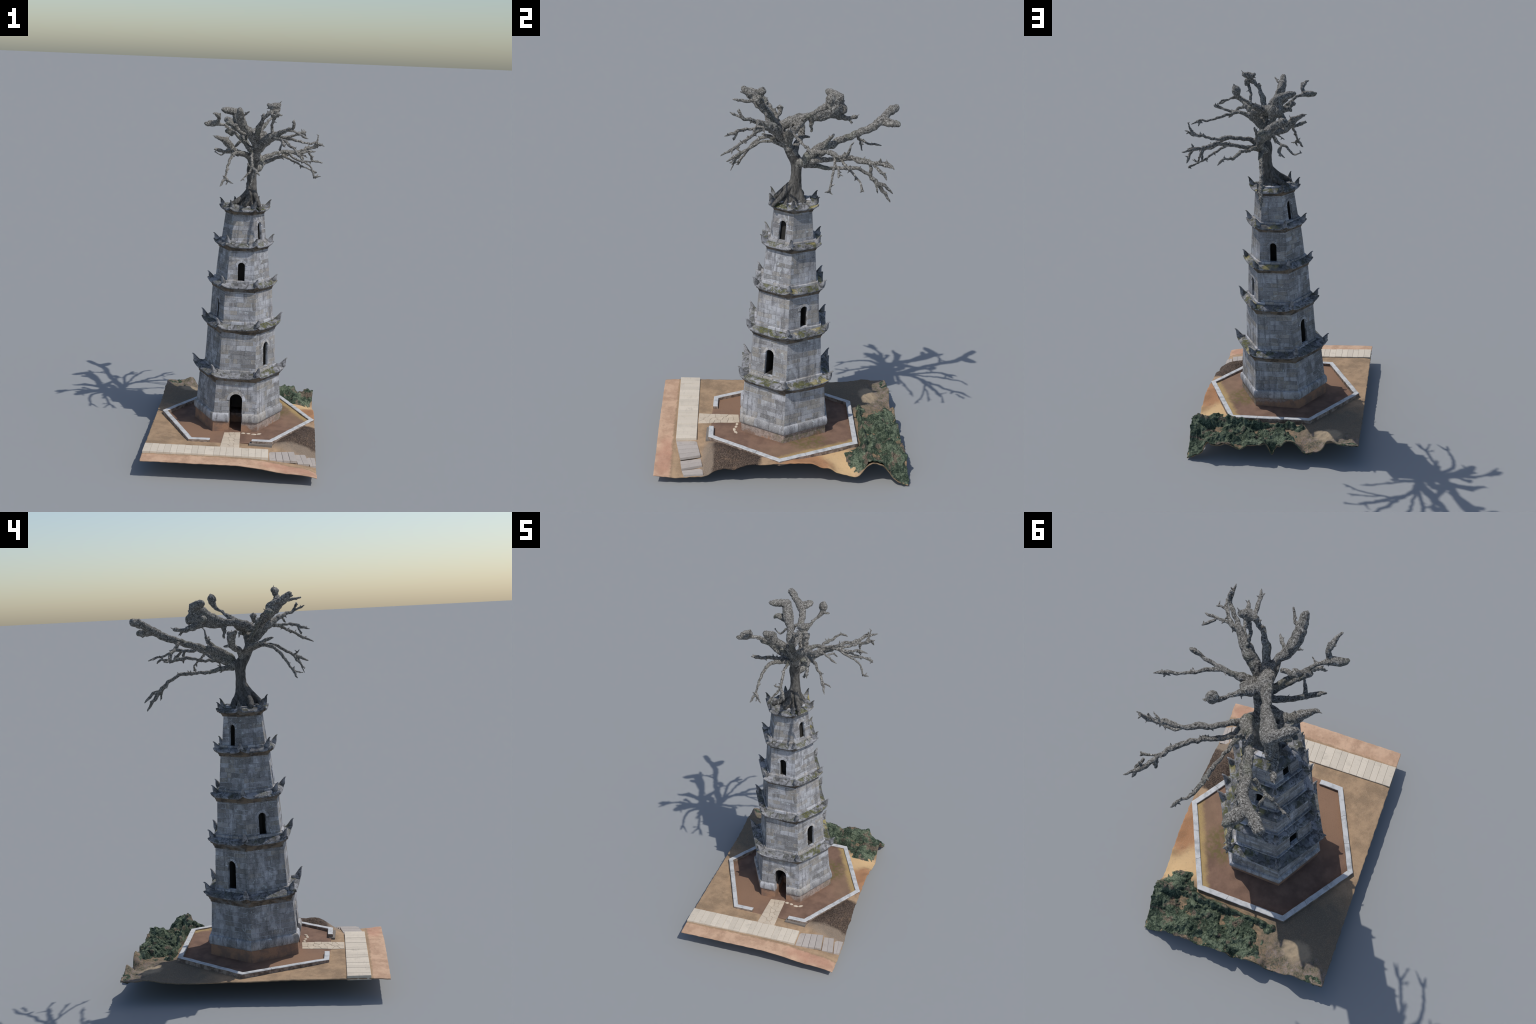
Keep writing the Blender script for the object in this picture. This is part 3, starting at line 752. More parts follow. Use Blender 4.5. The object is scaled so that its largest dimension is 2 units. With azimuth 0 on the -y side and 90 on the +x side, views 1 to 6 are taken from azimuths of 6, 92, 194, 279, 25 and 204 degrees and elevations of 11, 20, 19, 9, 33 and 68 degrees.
# ------------------------------------------------------------------ paving
M_PAVE = mat_paving(); M_STEP = mat_paving('grey_step_stone', (0.47, 0.42, 0.38)); M_FLAG = mat_paving('flagstone', (0.62, 0.525, 0.41))
def quad_slab(name, c4, thick, mat, parent, bev=0.0012):
    """slab from four top corners listed round, with eased upper edges"""
    c = np.array(c4, float); m = c.mean(0)
    top = [p + (m - p) / np.linalg.norm(m - p) * bev for p in c]
    V = [p - np.array([0, 0, thick]) for p in c] + [p - np.array([0, 0, bev]) for p in c] + top
    F = [(3, 2, 1, 0), (8, 9, 10, 11)] + [(i, (i + 1) % 4, 4 + (i + 1) % 4, 4 + i) for i in range(4)] + [(4 + i, 4 + (i + 1) % 4, 8 + (i + 1) % 4, 8 + i) for i in range(4)]
    return add_mesh(name, V, F, mat, parent)
path = bpy.data.objects.new('footpath', None); COL.objects.link(path); path.parent = pagoda
LB, LF, RB, RF = (np.array(p) for p in ((-0.432, -0.487, 0.1195), (-0.423, -0.602, 0.1205), (0.246, -0.430, 0.1145), (0.257, -0.539, 0.1125)))
rng = np.random.default_rng(5)
NS = 18
ts = np.linspace(0, 1, NS + 1); ts[1:-1] += rng.uniform(-0.009, 0.009, NS - 1)
for a, b in zip(ts[:-1], ts[1:]):
    g = 0.0005
    c4 = [lerp(LF, RF, a + g), lerp(LF, RF, b - g), lerp(LB, RB, b - g), lerp(LB, RB, a + g)]
    dz = rng.uniform(-0.0008, 0.0008)
    quad_slab('paving_slab', [p + np.array([0, 0, dz]) for p in c4], 0.022, M_PAVE, path)
steps = bpy.data.objects.new('stair', None); COL.objects.link(steps); steps.parent = pagoda
def stair(c4, n):
    a, b, c, d = (np.array(p) for p in c4)          # front-left, front-right, back-right, back-left
    for j in range(n):
        t0, t1 = j / n + 0.006, (j + 1) / n - 0.006
        quad_slab('step_slab', [lerp(a, b, t0), lerp(a, b, t1), lerp(d, c, t1), lerp(d, c, t0)], 0.014, M_STEP, steps)
stair([(0.262, -0.537, 0.0975), (0.411, -0.496, 0.088), (0.386, -0.393, 0.0965), (0.249, -0.429, 0.0975)], 4)
stair([(0.414, -0.495, 0.0720), (0.478, -0.480, 0.069), (0.448, -0.377, 0.0765), (0.389, -0.391, 0.0790)], 2)
stair([(0.482, -0.478, 0.0590), (0.513, -0.463, 0.055), (0.502, -0.366, 0.0580), (0.452, -0.375, 0.0610)], 2)

# crazy paving between the path and the door: cells grown from jittered seeds
flags = bpy.data.objects.new('flagstone_walk', None); COL.objects.link(flags); flags.parent = pagoda
rng = np.random.default_rng(21)
seeds = [(u, v) for v in np.linspace(0.07, 0.95, 7) for u in (0.17, 0.5, 0.83)]
seeds = [(u + rng.uniform(-0.13, 0.13), v + rng.uniform(-0.055, 0.055)) for u, v in seeds]
Wc = [np.array(p) for p in ((-0.022, -0.447), (0.086, -0.440), (0.064, -0.214), (-0.028, -0.226))]
def walk_xy(u, v): return lerp(lerp(Wc[0], Wc[1], u), lerp(Wc[3], Wc[2], u), v)
for i, s in enumerate(seeds):
    poly = [(0, 0), (1, 0), (1, 1), (0, 1)]
    ax, ay = 1.0, 2.2
    for j, o in enumerate(seeds):
        if i == j: continue
        m = ((s[0] + o[0]) / 2, (s[1] + o[1]) / 2); d = ((o[0] - s[0]) * ax * ax, (o[1] - s[1]) * ay * ay)
        poly = half(poly, m, (m[0] - d[1], m[1] + d[0]), True)
        if len(poly) < 3: break
    if len(poly) < 3: continue
    P = [walk_xy(*p) for p in poly]; c = sum(P) / len(P)
    P = [p + (c - p) / max(np.linalg.norm(c - p), 1e-4) * 0.0009 for p in P]
    n = len(P); top = 0.0016 + rng.uniform(-0.0006, 0.0008)
    zz = lambda p: lerp(float(ground_z([p])[0]), court_z(*p) + 0.001, min(1, max(0, (p[1] + 0.40) / 0.05)))
    V = [(*p, zz(p) - 0.004) for p in P] + [(*p, zz(p) + top - 0.0006) for p in P] + [(*(p + (c - p) * 0.06), zz(p) + top) for p in P]
    F = [list(range(2 * n, 3 * n))] + [(i2, (i2 + 1) % n, n + (i2 + 1) % n, n + i2) for i2 in range(n)] + [(n + i2, n + (i2 + 1) % n, 2 * n + (i2 + 1) % n, 2 * n + i2) for i2 in range(n)]
    add_mesh('flagstone', V, F, M_FLAG, flags)
# a few loose stones set along the right of the door
for (x, y), ln, an in (((0.082, -0.226), 0.026, 0.1), ((0.112, -0.229), 0.024, -0.15), ((0.143, -0.236), 0.028, 0.2), ((0.172, -0.226), 0.030, 0.7)):
    bm = bmesh.new(); bmesh.ops.create_icosphere(bm, subdivisions=2, radius=1)
    for v in bm.verts:
        q = v.co * (1 + 0.25 * mnoise.noise(v.co * 1.7 + Vector((x * 50, 0, 0))))
        X, Y = q.x * ln / 2, q.y * 0.0085
        v.co = Vector((x + X * math.cos(an) - Y * math.sin(an), y + X * math.sin(an) + Y * math.cos(an), court_z(x, y) + 0.001 + q.z * 0.004))
    me = bpy.data.meshes.new('border_stone'); bm.to_mesh(me); bm.free(); me.materials.append(M_FLAG)
    o = bpy.data.objects.new('border_stone', me); COL.objects.link(o); o.parent = flags

# ------------------------------------------------------------------ undergrowth on the back slope
def shrub_mask(x, y):
    w = 0.05 * mnoise.noise(Vector((x * 9, y * 9, 3))) + 0.03 * mnoise.noise(Vector((x * 24, y * 24, 8)))
    border = x + 0.215 - 0.36 * (y - 0.41) + 1.5 * w
    m = min(1.0, max(0.0, (y - 0.432 - 0.03 * x + 0.3 * w) / 0.025)) * min(1.0, max(0.0, border / 0.05))
    c = max(0.0, 1 - math.hypot((x - 0.34) / 0.10, (y - 0.42) / 0.07) + 4 * w)
    b = max(0.0, 1 - math.hypot((x + 0.47) / 0.075, (y - 0.612) / 0.04) + 4 * w)
    d = max(0.0, 1 - math.hypot((x + 0.22) / 0.05, (y - 0.63) / 0.025) + 4 * w)
    return max(m, min(1, 2.2 * c), min(1, 2 * b) * 0.6, min(1, d) * 0.4)
def shrub_height(x, y):
    """a clipped ridge along the kerb, a hollow behind it, then loose clumps down to the edge"""
    p = Vector((x, y, 0.5))
    n1 = mnoise.noise(p * 12 + Vector((0, 0, 2.6))); n2 = mnoise.noise(p * 27); n3 = mnoise.noise(p * 55)
    b2 = 1 - abs(mnoise.noise(p * 36)) * 1.6; b3 = 1 - abs(mnoise.noise(p * 75)) * 1.5; b4 = mnoise.noise(p * 150)
    off = y - (0.4134 + 0.0607 * x) - 0.030 - 0.010 * n1
    ridge = math.exp(-(off / (0.021 if off > 0 else 0.030)) ** 4) * min(1, max(0, (x + 0.25) / 0.06)) * min(1, max(0.35, (0.29 - x) / 0.05))
    h = ridge * (0.049 + 0.026 * n2 + 0.014 * n3)
    h += math.exp(-((x - 0.395) / 0.05) ** 2 - ((y - 0.50) / 0.05) ** 2) * (0.022 + 0.012 * n2)
    edge = min(1, max(0.3, (L2 + 0.02 - (-(x - PC[0]) * math.sin(ROT) + (y - PC[1]) * math.cos(ROT))) / 0.06))
    loose = (1 - ridge) * (0.017 + 0.032 * n1 + 0.028 * n2 + 0.012 * (b2 - 0.5)) * min(1, max(0.25, (0.40 - x) / 0.08))
    return h + loose * edge + 0.006 * (b3 - 0.4) + 0.003 * b4
NP2, NQ2 = 330, 130
px2 = np.linspace(-W2, W2, NP2); qx2 = np.linspace(0.30, L2 + 0.002, NQ2)
g2 = np.array([plot_xy(p, q) for q in qx2 for p in px2]); z2 = ground_z(g2)
V, msk = [], []
for (x, y), z in zip(g2, z2):
    m = shrub_mask(x, y)
    if in_hex(x, y, KERB) > 0.006: m = 0
    h = shrub_height(x, y)
    msk.append(m)
    # leafy mass leans outwards a little where it is tall
    jx = 0.008 * m * mnoise.noise(Vector((x * 60, y * 60, 20))); jy = 0.008 * m * mnoise.noise(Vector((x * 60, y * 60, 30)))
    V.append((x + jx, y + jy, max(0.0004, z - 0.008 * (1 - m) + max(h, -0.012) * m + 0.001)))
F = []
for b in range(NQ2 - 1):
    for a in range(NP2 - 1):
        i = b * NP2 + a; q = (i, i + 1, i + NP2 + 1, i + NP2)
        if max(msk[j] for j in q) > 0.02: F.append(q)
under = add_mesh('undergrowth', V, F, mat_leafage(), pagoda, smooth=True, kind='stuff')
bm = bmesh.new(); bm.from_mesh(under.data)
bmesh.ops.delete(bm, geom=[v for v in bm.verts if not v.link_faces], context='VERTS')
if sum(f.normal.z for f in bm.faces) < 0: bmesh.ops.reverse_faces(bm, faces=bm.faces)
bm.to_mesh(under.data); bm.free()
so = under.modifiers.new('thick', 'SOLIDIFY'); so.thickness = 0.004; so.offset = -1
apply_mods(under)

# ------------------------------------------------------------------ rubble and roots crowning the tower
top_e = EAVES[-1]
V, F = [], []
nr, na = 16, 72
for r in range(nr):
    t = r / (nr - 1)
    for a in range(na):
        th = 2 * math.pi * a / na
        cx, cy = centre(1.38)
        rad = 0.098 * (1 - 0.60 * t)
        sx, sy = lerp(cx, 0.045, t), lerp(cy, 0.03, t)
        zz = 1.383 + 0.042 * t ** 1.1
        p = Vector((math.sin(th) * 2.2, math.cos(th) * 2.2, t * 3))
        nn = fbm(p * 1.6, 3)
        V.append((sx + math.sin(th) * rad * (1 + 0.10 * nn), sy - math.cos(th) * rad * (1 + 0.10 * nn), zz + 0.010 * nn * math.sin(math.pi * min(1, t * 1.2))))
for r in range(nr - 1):
    for a in range(na): F.append([r * na + a, r * na + (a + 1) % na, (r + 1) * na + (a + 1) % na, (r + 1) * na + a])
F += [list(range(na)), [(nr - 1) * na + a for a in range(na)]]
add_mesh('rubble_mound', V, F, mat_mound(), pagoda, smooth=True)

# ------------------------------------------------------------------ the tree
# each limb: list of (x, y, z, radius) along its spine
TRUNK = [(0.036, 0.026, 1.375, 0.080), (0.038, 0.027, 1.400, 0.069), (0.041, 0.029, 1.422, 0.054), (0.044, 0.031, 1.445, 0.042), (0.046, 0.035, 1.47, 0.035), (0.047, 0.038, 1.51, 0.0285), (0.046, 0.039, 1.555, 0.0262), (0.045, 0.036, 1.600, 0.030), (0.055, 0.018, 1.635, 0.028), (0.071, 0.000, 1.668, 0.024)]
ROOTS = [[(0.055, 0.025, 1.50, 0.018), (0.080, -0.012, 1.45, 0.014), (0.100, -0.045, 1.415, 0.012), (0.110, -0.062, 1.400, 0.010), (0.112, -0.072, 1.385, 0.008)],
         [(0.040, 0.02, 1.49, 0.018), (0.005, 0.000, 1.445, 0.018), (-0.035, -0.020, 1.418, 0.016), (-0.065, -0.025, 1.398, 0.014)],
         [(0.035, 0.045, 1.48, 0.017), (0.005, 0.060, 1.435, 0.016), (-0.035, 0.070, 1.412, 0.014), (-0.07, 0.06, 1.395, 0.012)],
         [(0.050, 0.05, 1.48, 0.015), (0.065, 0.068, 1.43, 0.015), (0.075, 0.085, 1.40, 0.013)],
         [(0.04, 0.01, 1.48, 0.017), (0.035, -0.035, 1.435, 0.016), (0.02, -0.06, 1.405, 0.014)]]
LIMBS = {
 'main': [  # crown axis leaning towards the door, ending in the big forward limb
    [(0.055, 0.020, 1.640, 0.026), (0.071, 0.000, 1.668, 0.024), (0.072, -0.025, 1.716, 0.023), (0.066, -0.058, 1.770, 0.023)],
    [(0.066, -0.055, 1.765, 0.020), (0.047, -0.088, 1.812, 0.016), (0.012, -0.125, 1.848, 0.021), (0.000, -0.160, 1.881, 0.025), (-0.002, -0.200, 1.917, 0.023), (-0.003, -0.225, 1.939, 0.018), (-0.004, -0.243, 1.951, 0.013)],
    [(0.010, -0.130, 1.86, 0.014), (-0.004, -0.130, 1.893, 0.015), (-0.004, -0.170, 1.915, 0.016)],
    [(0.020, -0.20, 1.92, 0.006), (0.040, -0.235, 1.934, 0.005), (0.050, -0.249, 1.942, 0.004)]],
 'knobbed': [  # tall limb with the topmost knob
    [(0.070, -0.045, 1.760, 0.020), (0.080, -0.078, 1.808, 0.016), (0.088, -0.102, 1.842, 0.017), (0.096, -0.114, 1.862, 0.015), (0.113, -0.132, 1.893, 0.010), (0.142, -0.148, 1.928, 0.011), (0.169, -0.148, 1.950, 0.012)],
    [(0.171, -0.147, 1.948, 0.013), (0.172, -0.142, 1.966, 0.020), (0.172, -0.140, 1.978, 0.017)],
    [(0.135, -0.134, 1.981, 0.008), (0.152, -0.138, 1.972, 0.014), (0.175, -0.138, 1.973, 0.017), (0.196, -0.130, 1.976, 0.014), (0.204, -0.128, 1.980, 0.010)],
    [(0.150, -0.140, 1.965, 0.012), (0.175, -0.142, 1.955, 0.016)],
    [(0.172, -0.140, 1.93, 0.012), (0.190, -0.152, 1.94, 0.012), (0.196, -0.150, 1.915, 0.008)],
    [(0.168, -0.098, 1.812, 0.010), (0.162, -0.125, 1.868, 0.008), (0.178, -0.150, 1.906, 0.009), (0.190, -0.158, 1.926, 0.011), (0.205, -0.168, 1.930, 0.006)],
    [(0.165, -0.148, 1.94, 0.009), (0.168, -0.195, 1.922, 0.009), (0.178, -0.250, 1.926, 0.007), (0.187, -0.275, 1.931, 0.004)],
    [(0.118, -0.134, 1.896, 0.008), (0.112, -0.138, 1.915, 0.008), (0.120, -0.140, 1.925, 0.006)]],
 'forward_right': [
    [(0.072, -0.022, 1.715, 0.024), (0.112, -0.062, 1.764, 0.025), (0.155, -0.090, 1.797, 0.026), (0.186, -0.116, 1.815, 0.021), (0.205, -0.133, 1.824, 0.015), (0.245, -0.175, 1.845, 0.010), (0.284, -0.213, 1.860, 0.008), (0.294, -0.224, 1.875, 0.006), (0.292, -0.236, 1.895, 0.009), (0.291, -0.237, 1.908, 0.004)],
    [(0.284, -0.213, 1.860, 0.005), (0.289, -0.255, 1.878, 0.006), (0.290, -0.280, 1.891, 0.003)],
    [(0.195, -0.128, 1.82, 0.010), (0.26, -0.145, 1.842, 0.007), (0.31, -0.155, 1.832, 0.006), (0.345, -0.163, 1.812, 0.006), (0.368, -0.169, 1.805, 0.003)],
    [(0.31, -0.145, 1.835, 0.006), (0.335, -0.118, 1.832, 0.006), (0.353, -0.112, 1.814, 0.003)],
    [(0.16, -0.10, 1.80, 0.012), (0.225, -0.150, 1.790, 0.009), (0.258, -0.176, 1.774, 0.008), (0.295, -0.215, 1.752, 0.007), (0.322, -0.253, 1.730, 0.008), (0.340, -0.285, 1.712, 0.006), (0.356, -0.315, 1.696, 0.003)],
    [(0.322, -0.253, 1.730, 0.005), (0.350, -0.260, 1.722, 0.005), (0.372, -0.262, 1.712, 0.003)],
    [(0.17, -0.11, 1.795, 0.010), (0.205, -0.165, 1.795, 0.008), (0.225, -0.215, 1.798, 0.007), (0.240, -0.265, 1.778, 0.009), (0.255, -0.306, 1.766, 0.003)],
    [(0.232, -0.245, 1.785, 0.005), (0.226, -0.262, 1.752, 0.006), (0.224, -0.265, 1.740, 0.003)]],
 'drooping_left': [
    [(0.050, -0.010, 1.680, 0.014), (0.010, -0.060, 1.700, 0.013), (-0.030, -0.105, 1.702, 0.011), (-0.050, -0.150, 1.690, 0.009), (-0.062, -0.190, 1.655, 0.008), (-0.066, -0.222, 1.612, 0.007), (-0.068, -0.238, 1.585, 0.006), (-0.082, -0.258, 1.555, 0.007), (-0.093, -0.272, 1.534, 0.003)],
    [(-0.068, -0.238, 1.587, 0.005), (-0.055, -0.255, 1.568, 0.007), (-0.061, -0.262, 1.542, 0.003)],
    [(-0.055, -0.255, 1.567, 0.005), (-0.035, -0.275, 1.560, 0.004), (-0.019, -0.292, 1.556, 0.003)]],
 'drooping_front': [
    [(0.060, -0.010, 1.675, 0.012), (0.055, -0.070, 1.696, 0.009), (0.058, -0.140, 1.700, 0.007), (0.068, -0.195, 1.667, 0.008), (0.075, -0.235, 1.638, 0.007), (0.060, -0.258, 1.612, 0.007), (0.040, -0.282, 1.590, 0.004), (0.022, -0.297, 1.572, 0.003)],
    [(0.073, -0.228, 1.643, 0.006), (0.095, -0.260, 1.630, 0.009), (0.112, -0.285, 1.617, 0.007), (0.124, -0.306, 1.608, 0.003)],
    [(0.092, -0.255, 1.632, 0.005), (0.086, -0.268, 1.600, 0.006), (0.080, -0.278, 1.572, 0.004), (0.075, -0.288, 1.550, 0.003)],
    [(0.070, -0.232, 1.642, 0.005), (0.058, -0.258, 1.655, 0.004), (0.052, -0.270, 1.668, 0.003)]],
 'left_blade': [
    [(0.060, -0.020, 1.70, 0.014), (0.020, -0.035, 1.742, 0.012), (-0.009, -0.051, 1.776, 0.011), (-0.049, -0.080, 1.816, 0.009), (-0.088, -0.106, 1.847, 0.008), (-0.118, -0.128, 1.862, 0.009), (-0.155, -0.150, 1.863, 0.018), (-0.185, -0.167, 1.862, 0.015), (-0.200, -0.174, 1.863, 0.008)],
    [(-0.135, -0.145, 1.868, 0.012), (-0.125, -0.165, 1.895, 0.011), (-0.130, -0.190, 1.912, 0.012), (-0.146, -0.238, 1.922, 0.004)],
    [(-0.125, -0.17, 1.905, 0.010), (-0.116, -0.18, 1.922, 0.005)],
    [(-0.06, -0.085, 1.825, 0.008), (-0.088, -0.09, 1.822, 0.014), (-0.060, -0.07, 1.800, 0.010)]],
 'ball_twig': [
    [(0.058, -0.035, 1.785, 0.022), (0.052, 0.008, 1.805, 0.026), (0.056, 0.032, 1.812, 0.022)],
    [(0.015, -0.070, 1.800, 0.010), (-0.020, -0.062, 1.822, 0.010), (-0.040, -0.058, 1.838, 0.012), (-0.046, -0.058, 1.852, 0.020)]],
 'left_club': [
    [(0.050, 0.025, 1.640, 0.020), (0.020, 0.030, 1.678, 0.016), (-0.030, 0.045, 1.690, 0.016), (-0.065, 0.052, 1.706, 0.017), (-0.090, 0.052, 1.732, 0.021), (-0.110, 0.046, 1.752, 0.022), (-0.132, 0.034, 1.766, 0.015), (-0.152, 0.020, 1.774, 0.011), (-0.168, 0.012, 1.778, 0.008)],
    [(-0.105, 0.050, 1.750, 0.018), (-0.110, 0.062, 1.772, 0.012)],
    [(-0.05, 0.05, 1.700, 0.010), (-0.055, 0.078, 1.706, 0.008), (-0.06, 0.098, 1.704, 0.005)],
    [(0.060, 0.005, 1.665, 0.016), (0.015, -0.005, 1.686, 0.015), (-0.040, -0.025, 1.692, 0.012), (-0.080, -0.050, 1.702, 0.010), (-0.110, -0.068, 1.706, 0.010), (-0.135, -0.082, 1.713, 0.011), (-0.157, -0.094, 1.716, 0.004)],
    [(-0.08, -0.05, 1.705, 0.008), (-0.078, -0.080, 1.715, 0.009), (-0.06, -0.11, 1.722, 0.005)],
    [(0.050, -0.06, 1.705, 0.010), (0.050, -0.105, 1.728, 0.010), (0.048, -0.140, 1.735, 0.004)]],
 'sail': [   # the broad webbed limb on the far side
    [(0.055, -0.055, 1.775, 0.022), (0.042, -0.010, 1.800, 0.024), (0.022, 0.040, 1.816, 0.023), (0.006, 0.075, 1.822, 0.018), (-0.010, 0.115, 1.826, 0.020), (-0.038, 0.158, 1.846, 0.026), (-0.060, 0.196, 1.876, 0.029), (-0.075, 0.228, 1.900, 0.028), (-0.080, 0.246, 1.915, 0.022)],
    [(-0.075, 0.235, 1.908, 0.024), (-0.108, 0.208, 1.918, 0.022), (-0.138, 0.184, 1.922, 0.019), (-0.156, 0.174, 1.925, 0.010)],
    [(-0.008, 0.112, 1.815, 0.018), (-0.030, 0.155, 1.833, 0.026), (-0.055, 0.195, 1.848, 0.029), (-0.070, 0.225, 1.862, 0.028), (-0.078, 0.240, 1.872, 0.022)],
    [(-0.030, 0.158, 1.822, 0.020), (-0.055, 0.200, 1.832, 0.024), (-0.080, 0.234, 1.836, 0.022), (-0.090, 0.252, 1.840, 0.016)],
    [(-0.072, 0.228, 1.895, 0.026), (-0.072, 0.222, 1.870, 0.028), (-0.075, 0.215, 1.845, 0.024)],
    [(-0.080, 0.244, 1.905, 0.016), (-0.084, 0.248, 1.880, 0.015), (-0.090, 0.262, 1.850, 0.018), (-0.092, 0.262, 1.830, 0.016)],
    [(0.000, 0.112, 1.806, 0.012), (-0.030, 0.159, 1.813, 0.015), (-0.070, 0.200, 1.818, 0.018), (-0.100, 0.243, 1.810, 0.018), (-0.115, 0.274, 1.798, 0.013), (-0.128, 0.305, 1.794, 0.009), (-0.132, 0.320, 1.799, 0.012), (-0.133, 0.334, 1.802, 0.008)],
    [(0.003, 0.100, 1.818, 0.016), (0.000, 0.102, 1.785, 0.011), (-0.004, 0.105, 1.760, 0.007), (-0.004, 0.104, 1.745, 0.006)],
    [(-0.115, 0.288, 1.790, 0.006), (-0.118, 0.301, 1.780, 0.005), (-0.120, 0.312, 1.770, 0.003)],
    [(-0.075, 0.19, 1.835, 0.018), (-0.105, 0.185, 1.845, 0.018), (-0.125, 0.180, 1.842, 0.013), (-0.135, 0.182, 1.832, 0.006)]],
 'leaf_knob': [
    [(0.045, -0.010, 1.800, 0.022), (0.060, 0.035, 1.812, 0.025), (0.078, 0.062, 1.828, 0.021), (0.099, 0.089, 1.847, 0.014), (0.118, 0.125, 1.870, 0.008), (0.140, 0.158, 1.893, 0.009), (0.155, 0.178, 1.912, 0.014), (0.158, 0.186, 1.932, 0.023), (0.159, 0.190, 1.950, 0.0235), (0.161, 0.194, 1.966, 0.012)],
    [(0.155, 0.178, 1.912, 0.010), (0.180, 0.190, 1.905, 0.007), (0.192, 0.194, 1.908, 0.004)]],
 'right_twig': [
    [(0.070, 0.035, 1.798, 0.022), (0.098, 0.048, 1.804, 0.020), (0.116, 0.052, 1.806, 0.012)],
    [(0.095, 0.012, 1.765, 0.020), (0.112, 0.030, 1.782, 0.017), (0.122, 0.036, 1.794, 0.012)],
    [(0.065, -0.010, 1.695, 0.023), (0.098, -0.006, 1.740, 0.025), (0.132, 0.000, 1.768, 0.021), (0.168, 0.006, 1.785, 0.012), (0.205, 0.010, 1.795, 0.010), (0.255, 0.005, 1.800, 0.008), (0.300, 0.000, 1.815, 0.008), (0.330, 0.000, 1.826, 0.010), (0.345, -0.001, 1.831, 0.005)],
    [(0.205, 0.010, 1.795, 0.009), (0.260, 0.030, 1.782, 0.008), (0.310, 0.055, 1.772, 0.007), (0.355, 0.075, 1.760, 0.006), (0.400, 0.090, 1.762, 0.008), (0.425, 0.098, 1.754, 0.006), (0.448, 0.107, 1.746, 0.003)],
    [(0.400, 0.090, 1.760, 0.005), (0.410, 0.100, 1.735, 0.004)]],
 'back_limb': [
    [(0.050, 0.045, 1.590, 0.026), (0.074, 0.073, 1.612, 0.025), (0.075, 0.110, 1.650, 0.024), (0.050, 0.150, 1.678, 0.024), (0.022, 0.205, 1.690, 0.021), (-0.002, 0.250, 1.709, 0.017), (-0.024, 0.300, 1.725, 0.0175), (-0.043, 0.360, 1.747, 0.019), (-0.060, 0.420, 1.774, 0.021), (-0.095, 0.458, 1.803, 0.022), (-0.128, 0.486, 1.826, 0.020), (-0.158, 0.513, 1.844, 0.022), (-0.180, 0.532, 1.847, 0.019)],
    [(-0.095, 0.462, 1.797, 0.020), (-0.080, 0.500, 1.791, 0.019), (-0.060, 0.523, 1.789, 0.018), (-0.046, 0.539, 1.789, 0.014)],
    [(-0.075, 0.455, 1.788, 0.014), (-0.060, 0.490, 1.788, 0.015), (-0.045, 0.520, 1.788, 0.013)],
    [(0.070, 0.085, 1.612, 0.018), (0.060, 0.130, 1.634, 0.021), (0.045, 0.175, 1.664, 0.019)],
    [(-0.150, 0.49, 1.838, 0.014), (-0.160, 0.505, 1.855, 0.012)],
    [(-0.09, 0.495, 1.79, 0.010), (-0.075, 0.51, 1.770, 0.006)],
    [(0.060, 0.130, 1.665, 0.016), (0.058, 0.165, 1.692, 0.017), (0.060, 0.190, 1.722, 0.010), (0.062, 0.216, 1.752, 0.006)],
    [(-0.060, 0.330, 1.735, 0.010), (-0.099, 0.345, 1.700, 0.008), (-0.137, 0.355, 1.683, 0.007), (-0.165, 0.360, 1.655, 0.006), (-0.182, 0.363, 1.645, 0.005), (-0.205, 0.374, 1.652, 0.004), (-0.228, 0.386, 1.659, 0.003)],
    [(-0.115, 0.35, 1.690, 0.006), (-0.105, 0.40, 1.672, 0.006), (-0.128, 0.44, 1.662, 0.006), (-0.155, 0.468, 1.653, 0.003)],
    [(-0.115, 0.352, 1.692, 0.005), (-0.105, 0.362, 1.650, 0.005), (-0.10, 0.365, 1.635, 0.003)]],
 'right_lower': [
    [(0.055, 0.050, 1.600, 0.022), (0.080, 0.110, 1.618, 0.018), (0.105, 0.165, 1.632, 0.013), (0.140, 0.205, 1.645, 0.011), (0.178, 0.232, 1.660, 0.010), (0.215, 0.265, 1.674, 0.010), (0.245, 0.300, 1.684, 0.011), (0.282, 0.340, 1.677, 0.010), (0.308, 0.390, 1.678, 0.009), (0.332, 0.437, 1.685, 0.010), (0.358, 0.465, 1.681, 0.007), (0.382, 0.488, 1.682, 0.003)],
    [(0.300, 0.385, 1.675, 0.007), (0.306, 0.393, 1.640, 0.009), (0.308, 0.395, 1.612, 0.004)],
    [(0.200, 0.250, 1.665, 0.008), (0.249, 0.278, 1.643, 0.007), (0.302, 0.322, 1.612, 0.006), (0.345, 0.345, 1.588, 0.005), (0.385, 0.352, 1.572, 0.006), (0.404, 0.345, 1.566, 0.003)],
    [(0.385, 0.352, 1.572, 0.005), (0.398, 0.362, 1.564, 0.003)],
    [(0.345, 0.4, 1.68, 0.006), (0.362, 0.45, 1.64, 0.008), (0.369, 0.465, 1.617, 0.003)],
    [(0.332, 0.437, 1.685, 0.006), (0.345, 0.43, 1.712, 0.004)]],
 'right_middle': [
    [(0.080, 0.100, 1.640, 0.018), (0.111, 0.135, 1.670, 0.013), (0.145, 0.165, 1.682, 0.011), (0.180, 0.193, 1.691, 0.011), (0.225, 0.215, 1.696, 0.013), (0.270, 0.238, 1.692, 0.008), (0.315, 0.252, 1.706, 0.008), (0.345, 0.262, 1.720, 0.009), (0.385, 0.272, 1.722, 0.009), (0.412, 0.272, 1.738, 0.006), (0.432, 0.271, 1.746, 0.003)],
    [(0.385, 0.272, 1.722, 0.009), (0.394, 0.280, 1.755, 0.007), (0.402, 0.290, 1.785, 0.004), (0.405, 0.295, 1.795, 0.003)],
    [(0.370, 0.268, 1.722, 0.006), (0.392, 0.262, 1.748, 0.004)],
